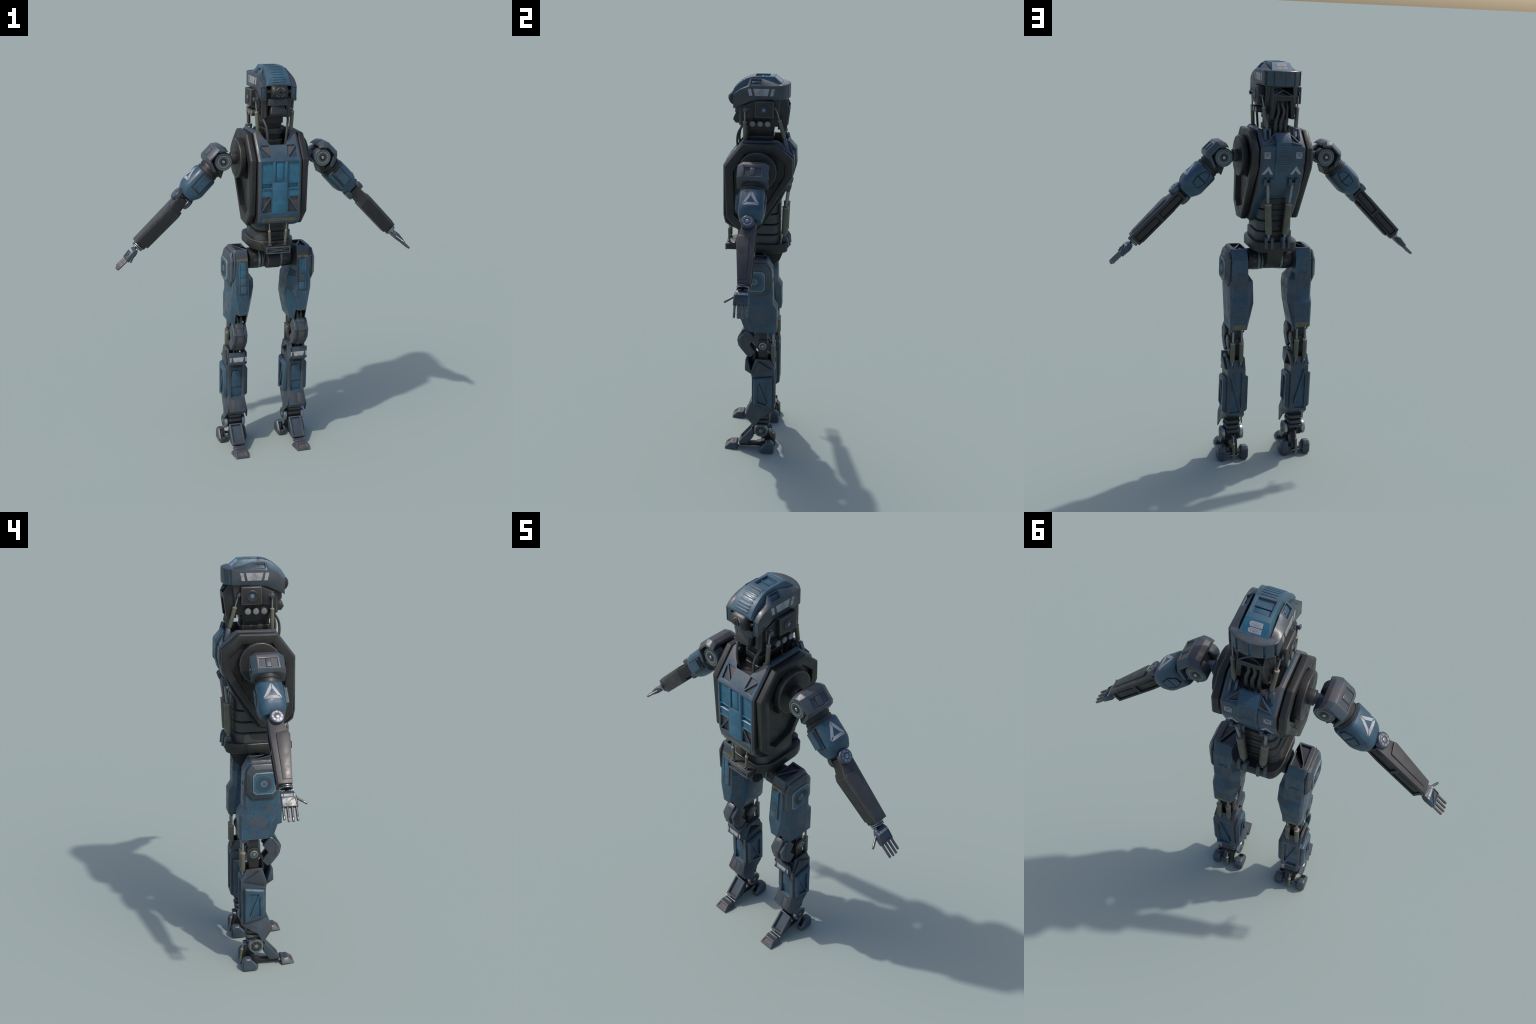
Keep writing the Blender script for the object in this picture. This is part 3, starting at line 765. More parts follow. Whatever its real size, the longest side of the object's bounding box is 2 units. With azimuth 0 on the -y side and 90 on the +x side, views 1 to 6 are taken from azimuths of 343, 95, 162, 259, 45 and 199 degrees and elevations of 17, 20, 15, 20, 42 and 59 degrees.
def build_waist():
    def rr(x, y0, y1, z, c=0.042):
        P = []
        for cx, cy, a0 in ((x - c, y1 - c, 0), (-x + c, y1 - c, 90), (-x + c, y0 + c, 180), (x - c, y0 + c, 270)):
            for k in range(6):
                a = math.radians(a0 + 18 * k)
                P.append((cx + c * math.cos(a), cy + c * math.sin(a), z))
        return P
    g = G('grey')
    for x, y0, y1, z0, z1 in ((0.075, -0.098, 0.098, 1.306, 1.40), (0.080, -0.102, 0.101, 1.252, 1.304), (0.086, -0.106, 0.102, 1.199, 1.249), (0.092, -0.109, 0.102, 1.140, 1.196)):
        g.loft([rr(x - .004, y0 + .004, y1 - .004, z0), rr(x, y0, y1, z0 + .003), rr(x, y0, y1, z1 - .004), rr(x - .005, y0 + .005, y1 - .005, z1)])
    g.use('black').loft([rr(0.060, -0.092, 0.093, 1.14), rr(0.060, -0.092, 0.093, 1.38)])
    ab = emit('abdomen', g, None, bevel=0, smooth=40)
    for sgn, yy in ((1, 0.1035), (-1, -0.1105)):
        g = G('black')
        g.box(-0.046, 0.046, min(yy, yy - sgn * 0.03), max(yy, yy - sgn * 0.03), 1.142, 1.36)
        g.use('dark')
        for z, hh in ((1.146, 0.020), (1.168, 0.026), (1.202, 0.018), (1.222, 0.024), (1.254, 0.020), (1.276, 0.024), (1.308, 0.020), (1.330, 0.026)):
            y0, y1 = sorted((yy - sgn * 0.01, yy + sgn * 0.003))
            g.box(-0.043, 0.043, y0, y1, z, z + hh)
        emit('belly_slat', g, ab, bevel=0.001, edge='dark_edge')
    # pelvis tray
    pl = [(0.060, -0.128), (0.076, -0.120), (0.102, -0.082), (0.1125, -0.055), (0.1125, 0.078), (0.109, 0.100), (0.100, 0.122), (0.088, 0.138), (0.074, 0.146)]
    pl = pl + [(-x, y) for x, y in reversed(pl)]
    g = G('dark')
    g.loft([[(x * .985, y * .985, 1.104) for x, y in pl], [(x, y, 1.110) for x, y in pl], [(x, y, 1.148) for x, y in pl], [(x * .985, y * .985, 1.152) for x, y in pl]])
    g.hull([(s * x, y, z) for s in (1, -1) for x, y, z in ((0.042, 0.130, 1.106), (0.046, -0.10, 1.106), (0.034, 0.104, 1.040), (0.033, 0.062, 1.002), (0.033, -0.04, 1.002))])
    g.loft([[(x, -0.074 + 0.0445 * math.cos(a) * (1 if math.cos(a) < 0 else 2.0), 1.0445 + 0.0445 * math.sin(a)) for a in [2 * math.pi * k / 28 for k in range(28)]] for x in (-0.034, 0.034)])
    pel = emit('pelvis', g, None, bevel=0.003, seg=3, edge='dark_edge', angle=35)
    g = G('dark')
    g.hull([(s * x, y, z) for s in (1, -1) for x, y, z in ((0.0615, -0.172, 1.133), (0.0615, -0.172, 1.102), (0.072, -0.112, 1.146), (0.066, -0.112, 1.104))])
    emit('grille_box', g, pel, edge='dark_edge')
    g = G('worn')
    for s in (1, -1):
        g.box(*sorted((s * 0.0570, s * 0.0625)), -0.1765, -0.168, 1.1005, 1.1345)
    g.box(-0.057, 0.057, -0.1762, -0.168, 1.1290, 1.1340); g.box(-0.057, 0.057, -0.1762, -0.168, 1.1008, 1.1055)
    g.bar((-0.056, -0.172, 1.107), (0.056, -0.172, 1.128), 0.0035, 0.0025, (0, -1, 0))
    g.bar((-0.056, -0.172, 1.128), (0.056, -0.172, 1.107), 0.0035, 0.002, (0, -1, 0))
    emit('front_grille', g, pel, bevel=0.0006)
    g = G('gunmetal')
    clevis(g, (0.039, -0.158, 1.141), (1, 0, 0), (0, 0, 1), 0.007, 0.011, 0.010, 0.0045, 0.004)
    g.cyl((0.028, -0.158, 1.141), (0.050, -0.158, 1.141), 0.003, 12)
    emit('ram_socket', g, pel, True, bevel=0.0008)
    g = G('slate')
    clevis(g, (0.0395, 0.137, 1.166), (1, -0.25, 0), (0, -0.1, 1), 0.015, 0.032, 0.044, 0.014, 0.011)
    g.use('rod').cyl((0.026, 0.133, 1.162), (0.053, 0.128, 1.162), 0.006, 12)
    emit('ram_socket', g, pel, True, bevel=0.0015, edge='worn')
    # hip axle
    g = G('dark')
    c = (0, -0.003, 1.036)
    g.rev((-0.115, c[1], c[2]), (1, 0, 0), [(0, 0.045), (0.006, 0.053), (0.052, 0.053), (0.056, 0.050), (0.174, 0.050), (0.178, 0.053), (0.224, 0.053), (0.230, 0.045)], 32)
    g.use('ring')
    for s in (1, -1):
        g.ringband((s * 0.052, c[1], c[2]), (s, 0, 0), 0.045, 0.0545, 0, 0.011, 32)
        g.ringband((s * 0.035, c[1], c[2]), (s, 0, 0), 0.045, 0.0525, 0, 0.008, 32)
    g.use('shade')
    for s in (1, -1):
        for k in range(10):
            a = 2 * math.pi * k / 10
            e = V((0, math.cos(a), math.sin(a)))
            p = V((0, c[1], c[2])) + e * 0.0515
            g.bar(p + V((s * 0.068, 0, 0)), p + V((s * 0.088, 0, 0)), 0.014, 0.0022, e)
    emit('hip_axle', g, pel, bevel=0.001)
    return pel

# ------------------------------------------------------------------ arms
EL = V((0.446, 0.0, 1.365)); AS = V((1, 0, -1)).normalized(); AN = V((1, 0, 1)).normalized(); YA = -0.0135
def ap(s, n, y):
    """point in the arm's own frame: s down the arm from the elbow, n outward, y depth"""
    n -= 0.003 * min(1.0, max(0.0, s / 0.1))      # forearm sits a touch inward of the bicep line
    return EL + AS * s + AN * n + V((0, y, 0))

def build_arm():
    # shoulder disc on its hub
    g = G('dark')
    c = V((0, 0, 1.552))
    g.rev(c + V((0.112, 0, 0)), (1, 0, 0), [(0, 0.05), (0.036, 0.05)], 24)
    g.rev(c + V((0.146, 0, 0)), (1, 0, 0), [(0, 0.094), (0.003, 0.0975), (0.0275, 0.0975), (0.0305, 0.094)], 18)
    g.use('brown').rev(c + V((0.174, 0, 0)), (1, 0, 0), [(0, 0.031), (0.026, 0.031), (0.028, 0.029)], 24)
    g.use('gunmetal').rev(c + V((0.200, 0, 0)), (1, 0, 0), [(0, 0.022), (0.048, 0.022)], 20)
    sh = emit('shoulder', g, None, True, bevel=0.0015, edge='dark_edge', angle=35)
    # rollers
    kc = ap(-0.266, -0.004, -0.008)
    for s in (1, -1):
        d = V((0, s, 0))
        g = G('slate')
        g.rev(kc + d * 0.020, d, [(0, 0.040), (0.003, 0.046), (0.040, 0.046), (0.045, 0.0435), (0.047, 0.040)], 24)
        g.use('joint').rev(kc + d * 0.0655, d, [(0, 0.0405), (0.002, 0.0405), (0.003, 0.038), (0.0022, 0.035)], 32)
        g.use('ring').ringband(kc, d, 0.0375, 0.0395, 0.066, 0.0688, 32)
        g.ringband(kc, d, 0.0255, 0.0300, 0.0655, 0.0690, 32)
        g.use('dark').rev(kc + d * 0.066, d, [(0, 0.0165), (0.0026, 0.0165), (0.0026, 0.012)], 24)
        g.use('chrome').rev(kc + d * 0.066, d, [(0, 0.008), (0.004, 0.008), (0.006, 0.0065), (0.007, 0.003)], 20)
        emit('shoulder_roller', g, sh, True, bevel=0, smooth=35)
    g = G('black'); g.cyl(kc + V((0, -0.025, 0)), kc + V((0, 0.025, 0)), 0.034, 24)
    emit('roller_axle', g, sh, True, bevel=0)
    # pauldron
    outer = [(-0.319, 0.020), (-0.323, 0.032), (-0.316, 0.053), (-0.293, 0.0720), (-0.226, 0.0725), (-0.211, 0.060), (-0.197, 0.000), (-0.2075, -0.008),
             (-0.229, 0.046), (-0.280, 0.048), (-0.310, 0.022)]
    def csec(y, k):
        r = []
        for i, (s, n) in enumerate(outer):
            if i < 7:
                n2 = n - k * 0.018 if 0 < i < 6 else n
                s2 = s + k * (0.008 if i < 3 else -0.0)
                r.append(ap(s2, n2, y))
            else:
                r.append(ap(s, n - k * 0.0, y))
        return r
    g = G('slate')
    g.loft([csec(-0.084, 1.0), csec(-0.058, 0.0), csec(0.042, 0.0), csec(0.068, 1.0)])
    N3 = AN
    q = [ap(-0.277, 0.0725, -0.050), ap(-0.277, 0.0725, 0.035), ap(-0.2285, 0.0725, 0.035), ap(-0.2285, 0.0725, -0.050)]
    cap = emit('pauldron', g, sh, True, bevel=0.002, edge='worn', cutters=[recess(q, 0.004, N3, 'shade', 0.002)], angle=14)
    g = G('slate')
    g.bar(ap(-0.2755, 0.061, -0.008), ap(-0.230, 0.061, -0.008), 0.027, 0.0118, AN)
    emit('vent_rib', g, cap, True, bevel=0.005, seg=3)
    # bicep collar
    g = G('dark')
    g.rev(ap(-0.214, 0.0, -0.008), AS, [(0, 0.048), (0.004, 0.0545), (0.022, 0.0545), (0.024, 0.051), (0.028, 0.051), (0.030, 0.0545), (0.042, 0.0545), (0.05, 0.050)], 28, (1.0, 1.10), AN)
    g.hull([ap(s, n, y) for s, n, y in ((-0.235, -0.045, -0.05), (-0.235, -0.045, 0.035), (-0.20, -0.062, -0.05), (-0.20, -0.062, 0.035), (-0.20, 0.0, -0.055), (-0.20, 0.0, 0.04), (-0.225, -0.01, -0.05), (-0.225, -0.01, 0.035))])
    emit('bicep_collar', g, sh, True, bevel=0, smooth=35)
    # upper arm barrel
    def oct_sec(s, rn, ry, cn=-0.001):
        P = []
        for k in range(32):
            a = 2 * math.pi * (k + 0.5) / 32
            ca, sa = math.cos(a), math.sin(a)
            f = 1.0 / (abs(ca) ** 3.2 + abs(sa) ** 3.2) ** (1 / 3.2)
            P.append(ap(s, cn + rn * f * ca, -0.004 + ry * f * sa))
        return P
    g = G('blue')
    g.loft([oct_sec(s, a, b) for s, a, b in ((-0.172, 0.050, 0.053), (-0.166, 0.0565, 0.060), (-0.158, 0.0590, 0.0625), (-0.072, 0.0610, 0.0645), (-0.055, 0.0560, 0.063), (-0.029, 0.042, 0.055), (-0.020, 0.033, 0.050))])
    ua = emit('upper_arm', g, None, True, bevel=0, smooth=22)
    g = G('black')
    P = [ap(-0.162, -0.016, 0.0), ap(-0.160, 0.012, 0.0), ap(-0.118, 0.026, 0.0), ap(-0.076, 0.017, 0.0), ap(-0.076, -0.021, 0.0), ap(-0.118, -0.030, 0.0)]
    g.plate([p + V((0, 0.0590, 0)) for p in P], (0, 0.0020, 0), 0.004)
    emit('window_gap', g, ua, True, bevel=0)
    g = G('blue')
    for a0, a1, w0, w1 in ((-0.158, -0.121, 0.012, 0.024), (-0.115, -0.078, 0.024, 0.015)):
        g.plate([ap(a0, -w0 - .002, 0.0595), ap(a0, w0 - .002, 0.0595), ap(a1, w1 - .002, 0.0595), ap(a1, -w1 - .002, 0.0595)], (0, 0.0025, 0), 0.002)
    emit('window_pane', g, ua, True, bevel=0.0008)
    # framed panel on the front
    g = G('slate')
    P = [ap(-0.160, -0.026, -0.064), ap(-0.160, 0.024, -0.064), ap(-0.073, 0.024, -0.064), ap(-0.073, -0.028, -0.064)]
    fr = recess(inset_poly([p + V((0, -0.008, 0)) for p in P], 0.0065), 0.003, (0, -1, 0), 'blue', 0.001)
    g.plate(P, (0, -0.008, 0), 0.006)
    g.use('black').plate(inset_poly(P, -0.003), (0, -0.0052, 0), 0.004)  # black border plate, the shadow line at the frame's foot
    emit('arm_panel', g, ua, True, bevel=0.0015, edge='worn', cutters=[fr])
    # triangle emblem from three bars
    yc = -0.0065
    T = [(-0.161, yc), (-0.082, yc - 0.044), (-0.082, yc + 0.044)]
    cen = (sum(p[0] for p in T) / 3, yc)
    for k in range(3):
        a, b = T[k], T[(k + 1) % 3]
        def toward(p, f):
            return (p[0] + (cen[0] - p[0]) * f, p[1] + (cen[1] - p[1]) * f)
        def along(p, q2, f):
            return (p[0] + (q2[0] - p[0]) * f, p[1] + (q2[1] - p[1]) * f)
        g = G('white')
        quad = [along(a, b, 0.05), along(a, b, 0.95), along(toward(b, 0.52), toward(a, 0.52), 0.06), along(toward(b, 0.52), toward(a, 0.52), 0.94)]
        # subdivide lengthwise so the bar follows the curved shell
        rings = []
        for i in range(9):
            f = i / 8
            p = along(quad[0], quad[1], f); q2 = along(quad[3], quad[2], f)
            def top(pp, lift):
                yy = pp[1] + 0.004
                base = 0.0590 + (pp[0] + 0.158) * 0.0233
                n = -0.001 + base * (1 - (abs(yy) / 0.0640) ** 3.2) ** (1 / 3.2)
                return ap(pp[0], n + lift, pp[1])
            rings.append([top(p, -0.001), top(q2, -0.001), top(q2, 0.0009), top(p, 0.0009)])
        g.loft(rings)
        emit('triangle_marking', g, ua, True, bevel=0)
    # elbow
    g = G('gunmetal')
    for n0, n1, sg in ((0.024, 0.050, 1), (-0.020, -0.045, -1)):
        p = ap(0.0, n0, YA)
        g.use('gunmetal').rev(p, AN * sg, [(0, 0.030), (0.003, 0.0325), (abs(n1 - n0) - 0.004, 0.0325), (abs(n1 - n0) - 0.001, 0.0305), (abs(n1 - n0), 0.028)], 32)
        q2 = ap(0.0, n1, YA)
        g.use('chrome').ringband(q2, AN * sg, 0.0155, 0.0245, -0.002, 0.0012, 32)
        g.use('shade')
        u = AS; w = V((0, 1, 0))
        for k in range(8):
            a = 2 * math.pi * (k + .5) / 8
            e = u * math.cos(a) + w * math.sin(a)
            g.bar(q2 + e * 0.0155, q2 + e * 0.0245, 0.0022, 0.0016, AN * sg)
        g.use('chrome').rev(q2, AN * sg, [(-0.001, 0.0095), (0.0016, 0.0095), (0.0026, 0.007)], 24)
    g.use('chrome').cyl(ap(-0.010, -0.022, YA - 0.012), ap(-0.010, 0.027, YA - 0.012), 0.0075, 16)
    g.cyl(ap(-0.010, -0.022, YA + 0.014), ap(-0.010, 0.027, YA + 0.014), 0.0075, 16)
    g.use('black').rev(ap(-0.026, 0.002, -0.008), AS, [(0, 0.030), (0.022, 0.026)], 20)
    emit('elbow', g, ua, True, bevel=0, smooth=35)
    # forearm
    prof = [(-0.004, -0.040), (0.030, -0.045), (0.078, -0.062), (0.309, -0.038), (0.309, 0.025), (0.060, 0.028), (-0.004, 0.026)]
    g = G('dark')
    g.loft([[ap(s, -0.022, y * .96) for s, y in prof], [ap(s, -0.0255, y) for s, y in prof], [ap(s, 0.0245, y) for s, y in prof], [ap(s, 0.028, y * .96) for s, y in prof]])
    wins = []
    for a0, a1 in ((0.006, 0.140), (0.156, 0.297)):
        f = lambda s: 0.0262 if s < 0.06 else 0.028 - (s - 0.06) * 0.012
        P = [ap(a0, -0.018, f(a0)), ap(a1, -0.018, f(a1)), ap(a1, 0.020, f(a1)), ap(a0, 0.020, f(a0))]
        wins.append(recess(P, 0.007, (0, 1, 0), 'black', 0.002))
    fa = emit('forearm', g, None, True, bevel=0.0015, edge='dark_edge', cutters=wins)
    g = G('dark')
    for a0, a1 in ((0.010, 0.136), (0.160, 0.293)):
        g.plate([ap(a0, -0.012, 0.0225), ap(a1, -0.012, 0.0205), ap(a1, 0.014, 0.0205), ap(a0, 0.014, 0.0225)], (0, 0.001, 0), 0.004)
    emit('inlay_panel', g, fa, True, bevel=0.0008)
    for sg, base, top, m in ((1, 0.026, 0.042, 'brown'), (-1, -0.023, -0.0350, 'dark')):
        prof = [(0.052, -0.052), (0.079, -0.0625), (0.292, -0.0395), (0.292, -0.008), (0.288, 0.004), (0.075, 0.003), (0.062, -0.012)]
        if sg > 0:
            prof = [(0.002, -0.036), (0.028, -0.0445), (0.079, -0.0625), (0.308, -0.0385), (0.308, 0.024), (0.002, 0.026)]
        g = G(m)
        k = 0.0
        if sg > 0:
            # outer skin tapers up from the elbow
            g.loft([[ap(s, base, y) for s, y in prof], [ap(s, (0.031 if s < 0.03 else 0.0355), y * (0.98)) for s, y in prof]])
            p2 = [(0.062, -0.050), (0.083, -0.0590), (0.290, -0.0365), (0.290, 0.003), (0.072, 0.001)]
            g.loft([[ap(s, 0.032, y) for s, y in p2], [ap(s, 0.0390, y * 0.96 - 0.001) for s, y in p2]])
        else:
            g.loft([[ap(s, base, y) for s, y in prof], [ap(s, top, y * 0.97 - .001) for s, y in prof]])
        emit('forearm_plate', g, fa, True, bevel=0.002, edge='dark_edge')
    # wrist
    g = G('chrome')
    for s in (0.309, 0.317):
        g.rev(ap(s, 0.001, YA), AS, [(0, 0.027), (0.0015, 0.0295), (0.0045, 0.0295), (0.006, 0.027)], 28)
    g.use('black').rev(ap(0.305, 0.002, YA), AS, [(0, 0.027), (0.020, 0.027)], 24)
    g.use('chrome')
    for y in (0.004, -0.033):
        g.cyl(ap(0.326, 0.0, y - 0.011), ap(0.326, 0.0, y + 0.011), 0.0042, 12)
        g.cyl(ap(0.318, 0.0, y), ap(0.334, 0.0, y), 0.005, 12)
    g.use('black').cyl(ap(0.315, 0.0, -0.0145), ap(0.34, 0.0, -0.0145), 0.009, 14)
    emit('wrist', g, fa, True, bevel=0, smooth=35)
    # hand
    def hs(s, y0, y1, n0, n1, c=0.005):
        return [ap(s, n0 + c, y0), ap(s, n0, y0 + c), ap(s, n0, y1 - c), ap(s, n0 + c, y1), ap(s, n1 - c, y1), ap(s, n1, y1 - c), ap(s, n1, y0 + c), ap(s, n1 - c, y0)]
    g = G('slate')
    g.loft([hs(0.333, -0.043, 0.013, -0.008, 0.009, .004), hs(0.347, -0.049, 0.017, -0.013, 0.015), hs(0.360, -0.052, 0.0185, -0.014, 0.016), hs(0.403, -0.0525, 0.0195, -0.010, 0.012)])
    sl = lambda s: 0.016 - (s - 0.360) * 0.093
    a, b, c, d = (ap(s, sl(s), y) for s, y in ((0.3975, 0.013), (0.3625, 0.013), (0.3625, -0.043), (0.3975, -0.046)))
    hand = emit('hand', g, None, True, bevel=0.001, edge='worn', cutters=braced(a, b, c, d, 0.004, AN, 0.005, 'blue', 'rust'))
    g = G('white')
    for y0, y1 in ((-0.046, -0.039), (-0.034, 0.004), (0.008, 0.0145)):
        g.plate([ap(0.3475, 0.0152, y0), ap(0.3475, 0.0152, y1), ap(0.3585, 0.0160, y1), ap(0.3585, 0.0160, y0)], AN * 0.0006, 0.001)
    emit('white_marking', g, hand, True, bevel=0)
    def finger(p0, p1, r, cuts):
        p0, p1 = V(p0), V(p1); L = (p1 - p0).length
        prof = [(0, r * .8), (0.001, r)]
        for c in cuts:
            prof += [(c * L - 0.001, r), (c * L - 0.0003, r * .8), (c * L + 0.0003, r * .8), (c * L + 0.001, r * 0.97)]
        prof += [(L - 0.002, r * 0.95), (L, r * 0.75)]
        g = G('finger'); g.rev(p0, p1 - p0, prof, 14)
        return g
    for y0, y1, L in ((0.0125, 0.0150, 0.459), (-0.0065, -0.0035, 0.468), (-0.0255, -0.0225, 0.469), (-0.0445, -0.0420, 0.466)):
        emit('finger', finger(ap(0.398, 0.001, y0), ap(L, 0.003, y1), 0.0058, (0.36, 0.72)), hand, True, bevel=0, smooth=40)
    emit('thumb', finger(ap(0.357, -0.003, -0.046), ap(0.391, -0.001, -0.094), 0.0056, (0.2, 0.6)), hand, True, bevel=0, smooth=40)

# ------------------------------------------------------------------ legs
def halfspace(p, q, r, out, mat):
    """big slab beyond the plane through p, q, r on the side of out"""
    p, q, r = V(p), V(q), V(r)
    n = (q - p).cross(r - p).normalized()
    if n.dot(V(out)) < 0:
        n = -n
    u = (q - p).normalized(); w = n.cross(u); c = (p + q + r) / 3; L = 0.3
    g = G(mat)
    sq = [c + u * L + w * L, c - u * L + w * L, c - u * L - w * L, c + u * L - w * L]
    g.loft([sq, [x + n * 0.3 for x in sq]])
    return g

def build_thigh():
    # level: z, front y, rear y, inner x, outer x, bulge x, bulge front y, bulge rear y
    lv = [(1.100, -0.072, 0.053, 0.127, 0.203, 0.1265, -0.03, 0.03),
          (1.088, -0.076, 0.059, 0.1265, 0.208, 0.1260, -0.03, 0.035),
          (1.047, -0.088, 0.079, 0.125, 0.2090, 0.1245, -0.03, 0.05),
          (0.975, -0.094, 0.083, 0.124, 0.2085, 0.1150, -0.03, 0.05),
          (0.940, -0.096, 0.084, 0.123, 0.2085, 0.0910, -0.05, 0.065),
          (0.860, -0.101, 0.0855, 0.121, 0.2075, 0.0865, -0.055, 0.068),
          (0.828, -0.103, 0.1055, 0.121, 0.208, 0.0870, -0.055, 0.075),
          (0.766, -0.1055, 0.1055, 0.124, 0.208, 0.101, -0.05, 0.080),
          (0.701, -0.1055, 0.1055, 0.127, 0.208, 0.117, -0.045, 0.085)]
    g = G('thigh')
    rings = []
    for z, yf, yr, xi, xo, xb, b0, b1 in lv:
        rings.append([(xi + .004, yf, z), (xo - .012, yf, z), (xo, yf + .014, z), (xo, yr - .012, z), (xo - .010, yr, z), (xi - .003, yr, z), (xb, b1, z), (xb, b0, z)])
    g.loft(rings)
    # cut away the front below the skirt: slanted cheeks plus a central notch
    c1 = halfspace((0.194, -0.102, 0.855), (0.177, -0.1055, 0.766), (0.208, -0.022, 0.700), (1, -0.5, -0.1), 'thigh')
    c2 = halfspace((0.122, -0.102, 0.855), (0.141, -0.1055, 0.766), (0.112, -0.022, 0.700), (-1, -0.5, -0.1), 'thigh')
    c4 = cut('black')
    c4.box(0.132, 0.188, -0.13, 0.085, 0.66, 0.764)
    tri = braced((0.186, 0.045, 1.1), (0.133, 0.045, 1.1), (0.133, -0.064, 1.1), (0.184, -0.064, 1.1), 0.012, (0, 0, 1), 0.008, 'shade')
    th = emit('thigh', g, None, True, bevel=0.002, edge='worn', cutters=[c1, c2, c4] + tri, angle=12, smooth=14)
    # outer hip pad
    oc = [(-0.062, 1.086), (0.046, 1.086), (0.073, 1.050), (0.074, 0.945), (0.046, 0.912), (-0.058, 0.912), (-0.086, 0.945), (-0.088, 1.050)]
    mid = (-0.007, 0.996)
    sc = lambda k, x: [(x, mid[0] + (y - mid[0]) * k, mid[1] + (z - mid[1]) * k) for y, z in oc]
    g = G('slate')
    g.loft([sc(1.0, 0.200), sc(1.0, 0.2145), sc(0.97, 0.2180), sc(0.76, 0.2275)])
    g.use('black').loft([sc(1.035, 0.199), sc(1.035, 0.2108)])  # black underlay modelled as the shadow seam around the pad
    g.use('slate')
    pad = emit('hip_pad', g, th, True, bevel=0.0015, edge='worn', angle=10, smooth=14)
    def rsq(h, x, c=0.014, cy=-0.0075, cz=0.994):
        P = [(h - c, h), (h, h - c), (h, -h + c), (h - c, -h), (-h + c, -h), (-h, -h + c), (-h, h - c), (-h + c, h)]
        return [(x, cy + a, cz + b) for a, b in P]
    g = G('ring')
    g.loft([rsq(0.0545, 0.224), rsq(0.0545, 0.2325), rsq(0.053, 0.2338)])
    inner = cut('mid'); inner.loft([rsq(0.0485, 0.25), rsq(0.0485, 0.2325)])
    emit('pad_frame', g, pad, True, bevel=0.0006, cutters=[inner])
    fan = G('mid')
    o = V((0.2322, -0.0075, 0.994))
    fan.rev(o, (1, 0, 0), [(0, 0.042), (0.0009, 0.042), (0.0012, 0.041)], 40)
    fan.use('shade')
    for k in range(44):
        a = 2 * math.pi * k / 44
        e = V((0, math.cos(a), math.sin(a)))
        fan.bar(o + e * 0.019 + V((0.0011, 0, 0)), o + e * 0.040 + V((0.0011, 0, 0)), 0.0018, 0.0007, (1, 0, 0))
    fan.use('ring').ringband(o, (1, 0, 0), 0.0105, 0.0145, 0.0008, 0.0026)
    fan.use('mid').rev(o, (1, 0, 0), [(0.0, 0.0105), (0.002, 0.0105), (0.0028, 0.008)], 24)
    emit('vent_fan', fan, pad, True, bevel=0)
    # front light strip
    def fy(z):
        return -0.088 - (1.047 - z) * 0.07
    g = G('slate')
    g.loft([[(x, fy(z) - d, z) for x, d in ((0.137, -0.004), (0.137, 0.004), (0.180, 0.004), (0.180, -0.004))] for z in (1.041, 0.879)])
    g.use('black').loft([[(x, fy(z) - d, z) for x, d in ((0.1345, -0.004), (0.1345, 0.0011), (0.1825, 0.0011), (0.1825, -0.004))] for z in (1.0435, 0.8765)])  # wider black plate draws the strip's contact shadow as an outline
    st = emit('thigh_strip', g, th, True, bevel=0.0012, edge='worn')
    g = G('mid')
    for z1 in (1.0385, 1.0005, 0.9605, 0.9185):
        z0 = z1 - 0.0375
        g.loft([[(x, fy(z) - d, z) for x, d in ((0.1395, 0.002), (0.1395, 0.0062), (0.170, 0.0062), (0.170, 0.002))] for z in (z1, z0)])
    g.loft([[(x, fy(z) - d, z) for x, d in ((0.1715, 0.002), (0.1715, 0.0072), (0.178, 0.0072), (0.178, 0.002))] for z in (1.0385, 0.8810)])
    emit('light_cell', g, st, True, bevel=0.001)
    g = G('hazard')
    g.loft([[(x, fy(z) - d, z) for x, d in ((0.131, -0.002), (0.131, 0.0007), (0.189, 0.0007), (0.189, -0.002))] for z in (1.058, 1.0455)])
    g.box(0.128, 0.194, 0.10, 0.1062, 0.706, 0.728)
    emit('hazard_strip', g, th, True, bevel=0)
    g = G('blue'); g.hull([(0.197, -0.080, 1.094), (0.203, -0.070, 1.094), (0.206, -0.088, 1.05), (0.199, -0.095, 1.05), (0.207, -0.088, 0.97), (0.200, -0.0965, 0.97), (0.206, -0.09, 0.95)])
    emit('corner_guard', g, th, True, bevel=0.0015, edge='worn')
    # faint stencils on the back of the thigh
    g = G('shade')
    for k in range(6):
        x0 = 0.140 + k * 0.0075
        for j, zz in enumerate((0.985, 0.978, 0.971)):
            if (k * 5 + j * 3) % 4:
                y = 0.0836 + (0.985 - zz) * 0.01
                g.box(x0, x0 + 0.0052, y - 0.002, y + 0.0007, zz, zz + 0.0028)
    emit('stencil_mark', g, th, True, bevel=0)
    return th

